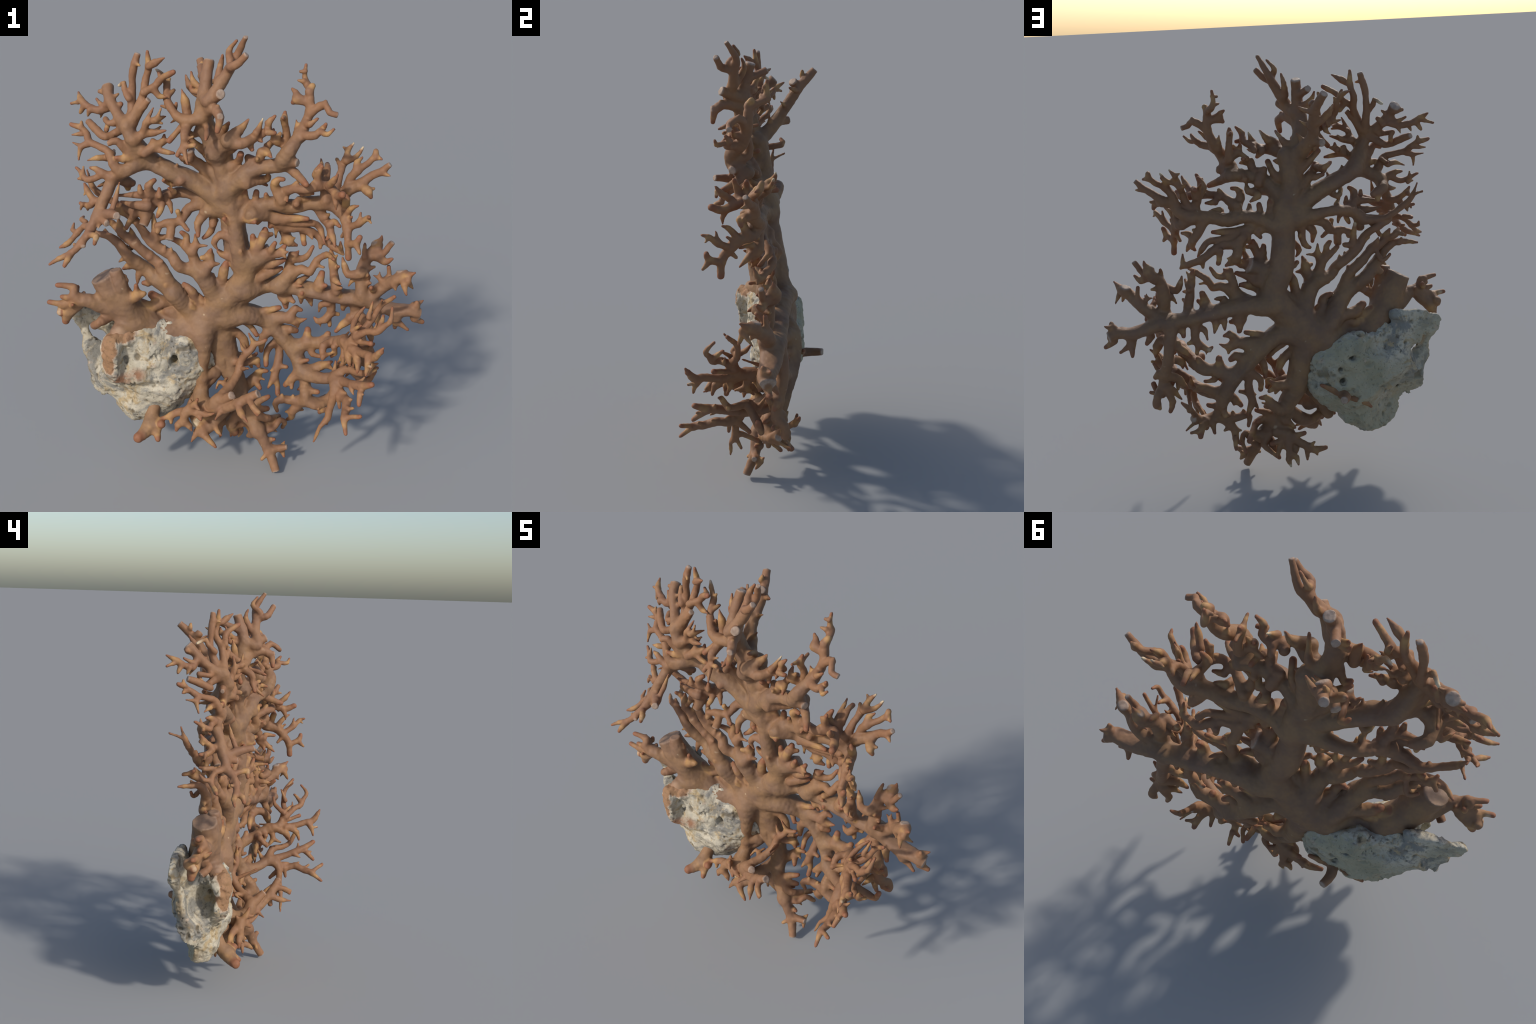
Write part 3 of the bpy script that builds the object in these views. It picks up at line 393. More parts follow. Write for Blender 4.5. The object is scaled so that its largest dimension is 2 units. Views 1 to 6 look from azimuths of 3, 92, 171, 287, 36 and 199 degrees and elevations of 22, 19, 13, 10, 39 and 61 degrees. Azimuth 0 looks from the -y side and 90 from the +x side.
branch("T3b", "T1", (.024, .086, .207, .0162), (.030, .090, .191, .0147), (.090, .100, .181, .012))
branch("T4", "downtrunk", (.089, .017, .218, .0223), (.095, .040, .207, .0202), (.124, .060, .165, .0166), (.096, .080, .136, .0129), (.063, .100, .108, .0078))
branch("T4b", "downtrunk", (.113, .002, .205, .025), (.131, .030, .203, .0239), (.193, .040, .210, .0166))
branch("T5", "downtrunk", (-.000, .064, .328, .0324), (-.015, .060, .326, .0294), (-.056, .030, .274, .0258), (-.122, .000, .241, .023), (-.177, -.030, .260, .0184))
branch("T5c", "downtrunk", (.024, .065, .288, .0202), (.019, .080, .279, .0184), (.001, .080, .272, .0147), (-.028, .080, .241, .0078))
branch("TM", "T5", (-.056, .030, .274, .0294), (-.115, -.027, .215, .0276), (-.145, -.048, .191, .0221))
branch("T5b", "TM", (-.118, -.030, .222, .0184), (-.178, -.040, .231, .0129))
branch("TMa", "TM", (-.142, -.050, .203, .0202), (-.170, -.070, .199, .0166), (-.189, -.084, .166, .0058))
branch("TMb", "TM", (-.141, -.060, .194, .0184), (-.121, -.080, .187, .0175), (-.078, -.099, .152, .0078))
branch("TMc", "TM", (-.140, -.047, .208, .0202), (-.142, -.050, .213, .0184), (-.175, -.065, .213, .0078))
branch("TMd", "TM", (-.092, -.020, .228, .0138), (-.072, -.050, .202, .0107), (-.055, -.060, .189, .0049))
branch("TMe", "downtrunk", (.030, .045, .258, .0263), (.006, .060, .231, .0239), (-.022, .080, .171, .0276), (-.009, .100, .113, .0202))
branch("TMe2", "TMe", (-.013, .080, .172, .0202), (.022, .100, .157, .0184))
branch("LF", "bottomlink", (-.092, -.070, .347, .0276), (-.067, -.086, .392, .023), (-.020, -.020, .427, .0212), (.010, .030, .465, .0193), (.021, .054, .515, .0175), (.051, .045, .561, .0166), (.078, .052, .601, .0147), (.056, .047, .660, .0049))
branch("LFa", "LF", (.077, .053, .602, .0129), (.112, .049, .617, .012), (.132, .054, .628, .0087))
branch("LFb", "LF", (.047, .042, .560, .012), (.030, .048, .579, .011), (.016, .054, .610, .0039))
branch("LFc", "LF", (.027, .042, .483, .011), (.062, -.070, .545, .0039))
branch("LFd", "LF", (-.032, -.029, .422, .0129), (-.051, -.004, .429, .012), (-.039, .028, .438, .0058))
branch("LFe", "LFd", (-.047, -.002, .430, .0107), (-.072, .004, .432, .0087), (-.082, -.030, .416, .0049))
branch("LFdisc", "LF", (-.076, -.078, .381, .0239), (-.037, -.100, .402, .0221), (-.003, -.130, .440, .0184), broken=True)
branch("HB", "bottomlink", (-.084, -.061, .332, .0267), (-.080, -.060, .327, .0276), (-.048, -.093, .350, .0239), (.000, -.130, .386, .023), (.053, -.158, .436, .0221), (.115, -.175, .480, .0193), broken=True)
branch("HBa", "HB", (.031, -.158, .415, .0192), (.028, -.166, .413, .0175), (.044, -.206, .398, .0156), (.075, -.257, .388, .0058))
branch("HBb", "HB", (.075, -.174, .452, .0166), (.094, -.220, .442, .0129), (.116, -.240, .415, .0097))
branch("HBb1", "HBb", (.099, -.220, .437, .0129), (.123, -.240, .427, .0097))
branch("HBc", "HB", (-.050, -.111, .350, .0147), (-.074, -.156, .330, .0049))
branch("HBd", "HB", (.037, -.147, .406, .0172), (.044, -.148, .398, .0156), (.051, -.155, .364, .0129))
branch("Q", "bottomlink", (-.122, -.026, .325, .0282), (-.119, -.020, .317, .0333), (-.159, -.050, .322, .0294), (-.194, -.068, .325, .0239), (-.219, -.078, .302, .0202), (-.226, -.077, .268, .0184), (-.250, -.081, .248, .0166), (-.258, -.083, .223, .0087))
branch("Qa", "Q", (-.221, -.080, .264, .0175), (-.199, -.085, .246, .0147), (-.187, -.088, .225, .0058))
branch("Qb", "Q", (-.206, -.060, .311, .0202), (-.260, -.050, .292, .0166), (-.295, -.050, .270, .0129), (-.332, -.050, .257, .0078))
branch("Qb1", "Qb", (-.286, -.050, .275, .0129), (-.285, -.060, .245, .0068))
branch("Qc", "Q", (-.195, -.068, .322, .0166), (-.175, -.089, .357, .0147), (-.158, -.103, .398, .0058))
branch("Qc1", "Qc", (-.170, -.096, .361, .011), (-.150, -.122, .356, .0049))
branch("Qd", "Q", (-.190, -.066, .333, .0129), (-.198, -.049, .358, .0068))
branch("Qe", "Q", (-.181, -.079, .319, .0166), (-.160, -.087, .314, .0166), (-.144, -.106, .296, .0068))
branch("Qf", "Q", (-.153, -.064, .324, .0182), (-.147, -.080, .326, .0166), (-.123, -.100, .319, .0129), (-.081, -.130, .345, .0049))
branch("Qg", "Q", (-.166, -.045, .310, .0202), (-.188, -.030, .269, .0184), (-.179, -.030, .239, .0184))
branch("T0", "trunk", (-.368, -.000, .317, .0294), (-.377, -.023, .264, .0313), (-.381, -.057, .232, .0351), (-.399, -.090, .208, .0294), (-.425, -.122, .198, .023))
branch("T0a", "T0", (-.368, -.068, .223, .0304), (-.359, -.070, .219, .0276), (-.348, -.085, .207, .0202), (-.339, -.111, .186, .0147))
branch("T0b", "T0", (-.365, -.047, .230, .0304), (-.358, -.045, .226, .0276), (-.326, -.080, .246, .0184))
branch("knob", "trunk", (-.080, .050, .761, .0184), (-.010, .030, .852, .011))
branch("R2", "trunk", (-.011, .070, 1.227, .0427), (.027, .055, 1.236, .038), (.077, .045, 1.258, .0313), (.150, .040, 1.280, .0304), (.231, .035, 1.269, .0304), (.311, .035, 1.289, .0285), (.393, .029, 1.289, .0276), (.436, .016, 1.262, .0258), (.456, -.040, 1.249, .023), (.465, -.076, 1.213, .0184), (.469, -.105, 1.173, .0166), (.474, -.114, 1.104, .012), deep=1.20)
branch("R2_a", "R2", (.465, -.067, 1.224, .0166), (.487, -.092, 1.237, .0147), (.519, -.124, 1.267, .0156), (.544, -.150, 1.297, .011), (.547, -.173, 1.304, .0049))
branch("R2_a1", "R2_a", (.509, -.113, 1.258, .0138), (.514, -.121, 1.307, .0049))
branch("R2_a2", "R2_a", (.541, -.145, 1.293, .0097), (.556, -.160, 1.276, .0049))
branch("R2_b", "R2", (.471, -.110, 1.161, .0156), (.500, -.154, 1.186, .0147), (.514, -.163, 1.214, .0107))
branch("R2_b1", "R2_b", (.501, -.154, 1.179, .0129), (.516, -.180, 1.151, .0068))
branch("R2_c", "R2", (.460, -.073, 1.205, .0129), (.446, -.050, 1.174, .0087))
branch("R2_d", "R2", (.462, -.040, 1.262, .0147), (.477, -.070, 1.306, .012), (.504, -.095, 1.326, .0049))
branch("R2_e", "R2", (.465, -.045, 1.242, .0138), (.480, -.080, 1.272, .0058))
branch("R2_f", "R2", (.448, -.000, 1.269, .0202), (.456, .000, 1.281, .0184), (.457, -.020, 1.326, .0166), (.456, -.020, 1.342, .0097))
branch("R2u1", "R2", (.391, .042, 1.293, .0249), (.391, .051, 1.296, .0276), (.442, .045, 1.321, .0239), (.465, .014, 1.357, .023), (.512, .035, 1.377, .0239), (.555, .036, 1.415, .0175), (.593, .020, 1.438, .0156), (.629, .008, 1.475, .012), broken=True)
branch("R2u1a", "R2u1", (.600, .020, 1.434, .012), (.630, -.010, 1.431, .0049))
branch("R2u1b", "R2u1", (.516, .034, 1.377, .0202), (.544, -.019, 1.362, .0184), (.556, -.017, 1.341, .0097))
branch("R2u1c", "R2u1b", (.544, -.002, 1.369, .0129), (.568, -.005, 1.373, .0058))
branch("R2u2", "R2u1", (.458, .032, 1.346, .0212), (.468, .036, 1.396, .0184), (.498, .029, 1.436, .0175), (.540, .051, 1.464, .0129), (.571, .065, 1.490, .0138), (.596, .046, 1.486, .0058))
branch("R2u2a", "R2u2", (.571, .055, 1.489, .012), (.571, .070, 1.511, .011))
branch("R2u2b", "R2u2", (.496, .030, 1.436, .0166), (.494, .045, 1.468, .0129), (.516, .056, 1.487, .0049))
branch("R2u3", "R2", (.383, .028, 1.303, .0249), (.383, .027, 1.312, .0239), (.412, .027, 1.359, .0193), (.428, .046, 1.416, .0156), (.438, .090, 1.445, .0156), (.453, .084, 1.476, .0166), (.458, .114, 1.501, .0129), (.480, .123, 1.530, .0058))
branch("R2u3a", "R2u3", (.452, .078, 1.467, .0147), (.453, .076, 1.466, .0156), (.494, .102, 1.477, .011), (.520, .115, 1.515, .0049))
branch("R2u3b", "R2u3", (.428, .081, 1.439, .012), (.414, .115, 1.460, .0078))
branch("R2u3c", "R2u3", (.456, .113, 1.501, .011), (.437, .126, 1.511, .0049))
branch("R2g", "R2", (.373, .019, 1.298, .0243), (.372, .003, 1.311, .0221), (.364, .023, 1.359, .0184), (.355, .038, 1.408, .0156), (.346, .121, 1.458, .0049))
branch("R2g0", "R2g", (.363, .039, 1.386, .0151), (.367, .046, 1.385, .0166), (.375, .071, 1.428, .0147), (.374, .121, 1.433, .011))
branch("R2g1", "R2g", (.362, .023, 1.365, .0166), (.327, .000, 1.422, .0166), (.345, .000, 1.464, .011))
branch("R2h", "R2", (.187, .026, 1.284, .0263), (.188, -.003, 1.305, .0239), (.161, .005, 1.357, .0202), (.159, -.012, 1.386, .0166), (.173, -.013, 1.404, .012), (.194, -.021, 1.404, .0097))
branch("R2i", "R2h", (.178, .012, 1.327, .0201), (.182, .033, 1.326, .0239), (.233, -.024, 1.364, .0184), (.298, -.055, 1.378, .0184), (.351, -.025, 1.383, .0202), (.383, -.030, 1.383, .0184), (.419, -.100, 1.367, .0166), (.436, -.140, 1.384, .0138))
branch("R2i1", "R2i", (.340, -.030, 1.387, .0184), (.334, -.040, 1.434, .0166), (.349, -.050, 1.474, .0078))
branch("R2i1b", "R2i1", (.332, -.040, 1.434, .0129), (.326, -.050, 1.453, .0097))
branch("R2i2", "R2i", (.388, -.053, 1.385, .0161), (.379, -.060, 1.397, .0156), (.400, -.100, 1.431, .0147), (.412, -.120, 1.463, .0049))
branch("R2i3", "R2i", (.403, -.080, 1.368, .0129), (.412, -.100, 1.334, .011), (.414, -.100, 1.307, .0049))
branch("R2i4", "R2i", (.228, -.025, 1.372, .0129), (.252, -.038, 1.398, .0087))
branch("R2i5", "R2i", (.206, .020, 1.324, .0129), (.212, -.030, 1.313, .0058))
branch("R2i6", "R2i", (.311, -.052, 1.392, .011), (.315, -.045, 1.408, .0049))
branch("R2i7", "R2i", (.264, -.032, 1.364, .0166), (.274, -.018, 1.348, .0166), (.317, -.015, 1.346, .0078))
branch("R2j", "R2", (.255, .021, 1.281, .0162), (.250, -.026, 1.300, .0147), (.261, .003, 1.311, .0147), (.307, .009, 1.312, .0049))
branch("R2k1", "R2", (.046, .046, 1.262, .0202), (.034, .040, 1.286, .0184), (.033, .029, 1.337, .0107))
branch("R2k2", "R2", (.082, .040, 1.275, .0162), (.077, .035, 1.293, .0147), (.080, .033, 1.328, .011))
branch("R2k3", "R2", (.131, .034, 1.288, .0152), (.126, .025, 1.303, .0138), (.122, .011, 1.327, .0087))
branch("R2k4", "trunk", (.008, .030, 1.284, .0258), (.014, .025, 1.332, .0147))
branch("R2m", "R2", (.345, .037, 1.276, .0253), (.345, .042, 1.266, .0239), (.366, .044, 1.223, .0202), (.393, .048, 1.185, .0175), (.396, .019, 1.152, .0129), (.383, .010, 1.136, .0058))
branch("R2m1", "R2m", (.395, .036, 1.183, .0148), (.396, .032, 1.187, .0166), (.407, -.005, 1.157, .0138), (.419, -.039, 1.123, .0039))
branch("R2m2", "R2m", (.386, .038, 1.199, .0166), (.391, .015, 1.201, .0166), (.411, .014, 1.215, .0147), (.435, -.034, 1.212, .0068))
branch("R2m3", "R2m", (.371, .036, 1.227, .0121), (.375, .029, 1.229, .011), (.390, .041, 1.239, .0049))
branch("R2n", "R2", (.069, .031, 1.251, .0289), (.066, -.006, 1.242, .0313), (.135, .048, 1.222, .0276), (.192, .044, 1.213, .0202), (.251, .040, 1.216, .0166), (.298, .031, 1.218, .011))
branch("R2n2", "R2n", (.165, .046, 1.204, .0221), (.257, .059, 1.187, .0166), (.325, .071, 1.184, .0156), (.354, .084, 1.160, .0147), (.376, .034, 1.111, .0039))
branch("R2n3", "R2n", (.170, .055, 1.209, .0207), (.169, .082, 1.188, .0221), (.212, .073, 1.163, .0221), (.272, .074, 1.162, .0202), (.324, .090, 1.134, .0184), (.362, .097, 1.109, .0166), (.406, .064, 1.088, .0147), (.444, .040, 1.076, .0147), (.443, .018, 1.125, .0039))
branch("R2n3a", "R2n3", (.435, .040, 1.080, .0129), (.457, .034, 1.062, .0068))
branch("R2n3b", "R2n3", (.359, .088, 1.112, .0166), (.359, .082, 1.071, .0097))
branch("R2n3c", "R2n3", (.285, .087, 1.149, .0177), (.278, .102, 1.143, .0166), (.288, .087, 1.084, .012))
branch("R2n3d", "R2n3", (.308, .080, 1.136, .0138), (.323, .060, 1.119, .0058))
branch("R2n4", "R2n3", (.188, .070, 1.174, .0221), (.207, .113, 1.115, .0221), (.224, .087, 1.087, .0202), (.255, .095, 1.072, .0068))
branch("R2n4a", "R2n4", (.218, .096, 1.100, .0166), (.246, .097, 1.105, .0058))
branch("R2n4b", "R2n4", (.205, .101, 1.094, .0166), (.184, .095, 1.077, .0058))
branch("R2n5", "R2n3", (.167, .070, 1.177, .0166), (.164, .070, 1.116, .0049))
branch("R2n6", "R2n", (.148, .056, 1.210, .0182), (.146, .070, 1.197, .0166), (.140, .063, 1.166, .011))
branch("R2o", "R2", (.029, .039, 1.226, .0304), (.029, .030, 1.221, .0276), (.057, -.010, 1.218, .0166), (.078, -.030, 1.216, .011))
branch("R2p", "R2n", (.063, .035, 1.239, .0243), (.057, .040, 1.227, .0221), (.097, .060, 1.200, .0147), (.085, .060, 1.182, .0097))
branch("stub2", "trunk", (.017, .060, .993, .0427), (.084, .050, 1.027, .0437), (.139, .053, 1.053, .0361), broken=True)
branch("stub2a", "stub2", (.093, .041, 1.051, .0263), (.085, .030, 1.070, .0239), (.109, .020, 1.123, .0202), (.119, .037, 1.160, .0129))
branch("stub2b", "stub2a", (.113, .020, 1.137, .0175), (.147, .041, 1.139, .0107))
branch("stub2c", "stub2", (.091, .043, 1.052, .0223), (.076, .030, 1.083, .0202), (.068, .024, 1.133, .0129))
branch("stub2d", "stub2", (.126, .030, 1.050, .0239), (.172, .030, 1.056, .0184), (.204, .020, 1.092, .011))
branch("stub2e", "stub2d", (.180, .020, 1.060, .0184), (.220, .000, 1.076, .0049))
branch("stub2f", "stub2d", (.187, .022, 1.063, .0142), (.189, .020, 1.061, .0129), (.210, .000, 1.052, .0058))
branch("stub2g", "stub2d", (.150, .023, 1.061, .0182), (.148, .010, 1.076, .0166), (.164, .000, 1.113, .0097))
branch("stub2h", "stub2", (.086, .061, 1.006, .0263), (.104, .080, .975, .0239), (.157, .044, 1.001, .0184), (.206, .047, 1.020, .011))
branch("stub2i", "R1", (.085, .093, .890, .0243), (.103, .050, .933, .0221), (.153, .055, .959, .0184), (.192, .075, .970, .0097))
branch("stub2j", "trunkfront", (.021, .010, 1.049, .0147), (.022, -.010, 1.074, .0078))
branch("R3", "trunk", (-.044, .020, 1.336, .0437), (.010, .000, 1.391, .038), (.050, -.010, 1.433, .0342), (.109, -.015, 1.453, .0304), (.172, -.025, 1.466, .0313), (.194, -.051, 1.501, .0342), (.223, -.061, 1.551, .0276), (.263, -.014, 1.608, .0239), (.289, .010, 1.677, .0193), (.290, .025, 1.753, .0166), (.275, .094, 1.784, .0147), (.266, .093, 1.808, .011), (.269, .096, 1.857, .0068), deep=1.15)
branch("R3disc", "R3", (.212, -.046, 1.488, .0276), (.250, -.063, 1.488, .0175), broken=True)
branch("R3down", "R3", (.185, -.016, 1.466, .0283), (.204, -.001, 1.465, .0294), (.227, -.030, 1.448, .0202), (.262, -.069, 1.428, .0175), (.289, -.107, 1.413, .0129))
branch("R3_a", "R3", (.207, -.041, 1.529, .0223), (.203, .002, 1.539, .0202), (.198, .007, 1.605, .0156), (.189, -.013, 1.653, .0166), (.191, .004, 1.680, .0087))
branch("R3_a1", "R3_a", (.191, -.004, 1.652, .0132), (.192, .001, 1.654, .012), (.192, .050, 1.664, .0058))
branch("R3_a2", "R3_a", (.189, -.014, 1.658, .012), (.187, -.065, 1.672, .0058))
branch("R3_b", "R3_a", (.192, .006, 1.546, .0184), (.153, -.024, 1.572, .0184), (.147, .002, 1.609, .0039))
branch("R3_b1", "R3_b", (.162, -.008, 1.571, .0138), (.116, .001, 1.541, .0087))
branch("R3_b2", "R3_b", (.162, -.020, 1.573, .0129), (.176, -.020, 1.598, .0078))
branch("R3_c", "R3", (.245, -.014, 1.602, .0166), (.244, -.000, 1.624, .0129), (.238, -.006, 1.653, .0039))
branch("R3_d", "R3", (.262, -.035, 1.596, .0202), (.276, -.051, 1.599, .0184), (.318, -.074, 1.609, .0175), (.344, -.060, 1.630, .0129), (.359, -.077, 1.656, .0049))
branch("R3_d1", "R3_d", (.337, -.072, 1.622, .0132), (.339, -.078, 1.623, .012), (.368, -.113, 1.625, .011), (.390, -.116, 1.646, .0058))
branch("R3_e", "R3", (.279, -.013, 1.640, .0152), (.295, -.045, 1.645, .0138), (.324, -.049, 1.670, .0058))
branch("R3_f", "R3", (.294, .001, 1.679, .0174), (.297, -.003, 1.680, .0175), (.331, -.009, 1.711, .0166), (.352, -.024, 1.723, .0147), (.372, -.057, 1.700, .0129), (.403, -.056, 1.690, .012), broken=True)
branch("R3_f1", "R3_f", (.347, -.013, 1.716, .0129), (.354, -.017, 1.736, .0049))
branch("R3_g", "R3", (.281, .018, 1.723, .0159), (.277, .018, 1.723, .0184), (.240, .024, 1.729, .0221), (.221, .030, 1.715, .011))
branch("R3_g1", "R3_g", (.242, .028, 1.733, .0175), (.231, .043, 1.757, .0107), (.218, .053, 1.765, .0058))
branch("R3_h", "R3", (.288, .021, 1.760, .0149), (.287, .018, 1.766, .0184), (.298, .031, 1.784, .0147))
branch("R3_i", "R3", (.273, .078, 1.783, .0121), (.261, .071, 1.793, .011), (.239, .066, 1.798, .0039))
branch("R3_j", "R3", (.267, .090, 1.834, .008), (.267, .085, 1.834, .0097), (.247, .085, 1.831, .0049))
branch("R3k", "R3", (.074, .004, 1.436, .0243), (.079, .030, 1.429, .0221), (.063, .020, 1.456, .0221), (.044, .010, 1.485, .0147))
branch("R3k0", "R3k", (.056, .007, 1.474, .016), (.060, -.000, 1.474, .0202), (.093, -.020, 1.480, .0184), (.100, -.030, 1.519, .0184), (.124, -.030, 1.520, .0166), (.144, -.070, 1.510, .0058))
branch("R3k1", "R3k0", (.104, -.030, 1.523, .0166), (.130, -.000, 1.536, .012), (.142, .046, 1.545, .0097))
branch("R3k2", "R3k0", (.089, -.030, 1.482, .0129), (.087, -.060, 1.499, .0097))
branch("R3l", "R3", (.131, -.003, 1.454, .0162), (.138, .030, 1.447, .0147), (.142, -.030, 1.484, .0087))
branch("R3m", "R3", (.033, -.017, 1.397, .0283), (.041, -.030, 1.385, .0258), (.085, .009, 1.387, .0202), (.125, .028, 1.392, .0166), (.129, -.010, 1.427, .0068))
branch("R3m1", "R3m", (.101, .026, 1.386, .0166), (.086, .060, 1.375, .0166), (.123, .060, 1.351, .0058))
branch("RT", "trunk", (-.058, .021, 1.542, .0342), (-.070, -.035, 1.539, .0313), (-.034, -.041, 1.555, .0276), (.018, -.082, 1.565, .0221), (.058, -.060, 1.576, .0193), (.090, -.032, 1.592, .0175), (.128, -.039, 1.615, .0147), (.127, -.057, 1.647, .0138), (.154, -.060, 1.677, .0078))
branch("RT1", "RT", (-.022, -.064, 1.566, .023), (-.032, -.073, 1.574, .0313), (.007, -.049, 1.610, .0221), (.025, -.039, 1.627, .0147), (.050, -.044, 1.658, .0049))
branch("RT2", "RT", (.078, -.049, 1.593, .0164), (.081, -.059, 1.606, .0156), (.091, -.043, 1.626, .012), (.104, -.017, 1.657, .0039))
branch("RT3", "RT", (.057, -.049, 1.574, .0172), (.048, -.034, 1.565, .0212), (.065, -.056, 1.536, .0097))
branch("RT4", "RT", (.088, -.025, 1.587, .0157), (.082, .000, 1.571, .0147), (.107, -.069, 1.572, .0049))
branch("RT5", "RT", (.127, -.052, 1.624, .0129), (.125, -.071, 1.613, .0138), (.157, -.070, 1.611, .0097))
branch("RT6", "trunk", (-.066, .028, 1.552, .0263), (-.095, .000, 1.573, .0239), (-.057, .010, 1.600, .0166), (-.029, -.068, 1.646, .0058))
branch("RT7", "trunk", (-.057, .020, 1.512, .0202), (-.020, .000, 1.515, .0138), (-.002, .000, 1.520, .0058))
branch("RT8", "trunk", (-.048, .035, 1.446, .0263), (-.022, .018, 1.443, .0239), (.003, .009, 1.466, .0166), (.017, -.041, 1.512, .0138))
branch("RT9", "trunk", (-.103, .049, 1.447, .0184), (-.119, -.000, 1.475, .0147), (-.140, .041, 1.476, .0058))
branch("RT10", "trunk", (-.075, .050, 1.454, .0258), (-.128, .050, 1.485, .0202), (-.162, .040, 1.516, .0166), (-.205, .030, 1.554, .0129))
branch("RT11", "trunk", (-.113, .045, 1.396, .0276), (-.153, .029, 1.434, .0239), (-.194, .005, 1.478, .0184), (-.198, .006, 1.499, .0147), broken=True)
branch("RT11a", "RT11", (-.195, -.005, 1.478, .0166), (-.195, -.015, 1.478, .0166), (-.208, .136, 1.492, .0129), (-.238, .135, 1.514, .0078))
branch("RT11b", "RT11", (-.168, .033, 1.442, .0182), (-.180, .049, 1.439, .0166), (-.221, .040, 1.445, .0097))
branch("RT11c", "RT11", (-.201, .010, 1.475, .0142), (-.230, .030, 1.463, .0129), (-.244, .020, 1.477, .0078))
branch("strip", "ridge", (-.144, .038, .441, .0248), (-.102, .070, .441, .0333), (-.144, .060, .384, .0276), (-.185, .030, .318, .0276), (-.207, .010, .268, .0276))
branch("BS", "trunk", (-.249, .140, .414, .0276), (-.244, .200, .433, .0239), (-.246, .250, .437, .0221), (-.224, .306, .444, .0175), broken=True)
branch("BSa", "BS", (-.233, .191, .434, .0202), (-.229, .190, .436, .0184), (-.184, .210, .467, .0156), (-.139, .215, .493, .0078))
branch("BSb", "BS", (-.257, .177, .419, .0202), (-.267, .180, .413, .0184), (-.308, .200, .402, .0156), (-.349, .200, .378, .0129), (-.378, .200, .355, .0078))
branch("RS1", "leftstump", (-.532, .013, .770, .0304), (-.574, .000, .733, .0276), (-.600, -.040, .723, .0184), (-.631, -.013, .693, .0184), broken=True)
branch("LSa8", "LSa", (-.680, -.037, .824, .024), (-.694, -.020, .802, .0276), (-.741, -.015, .760, .0313), (-.757, -.012, .711, .0166))
branch("leftstumpridge", "leftstump", (-.478, .000, .765, .0427), (-.494, -.015, .845, .038), (-.507, -.030, .919, .0342), (-.520, -.030, .970, .0258), broken=True)

# ------------------------------------------------------------------ small numeric tools
def hash01(ix, iy, iz, seed):
    h = (ix * 374761393 + iy * 668265263 + iz * 2147483647 + seed * 974634777) & 0x7FFFFFFF
    h = ((h ^ (h >> 13)) * 1274126177) & 0x7FFFFFFF
    h = ((h ^ (h >> 16)) * 1911520717) & 0x7FFFFFFF
    return (h & 0xFFFFF) / float(0xFFFFF)


def value_noise(p, freq, seed):
    """Smooth lattice noise in -1..1 at the points p (n x 3)."""
    q = p * freq + 1000.0
    i = np.floor(q).astype(np.int64)
    f = q - i
    f = f * f * f * (f * (f * 6 - 15) + 10)
    out = 0.0
    for dx in (0, 1):
        for dy in (0, 1):
            for dz in (0, 1):
                w = ((f[:, 0] if dx else 1 - f[:, 0]) * (f[:, 1] if dy else 1 - f[:, 1])
                     * (f[:, 2] if dz else 1 - f[:, 2]))
                out = out + w * hash01(i[:, 0] + dx, i[:, 1] + dy, i[:, 2] + dz, seed)
    return out * 2 - 1


def smooth_spine(s, step=0.016):
    """Catmull-Rom curve through the spine, radius carried along."""
    if len(s) < 2:
        return s
    ext = np.vstack([2 * s[0] - s[1], s, 2 * s[-1] - s[-2]])
    out = []
    for a, b, c, d in zip(ext[:-3], ext[1:-2], ext[2:-1], ext[3:]):
        n = max(1, int(np.linalg.norm((c - b)[:3]) / step))
        for t in np.arange(n) / n:
            q = 0.5 * (2 * b + (c - a) * t + (2 * a - 5 * b + 4 * c - d) * t * t + (3 * b - a - 3 * c + d) * t ** 3)
            q[3] = b[3] + (c[3] - b[3]) * t
            out.append(q)
    out.append(s[-1])
    return np.array(out)


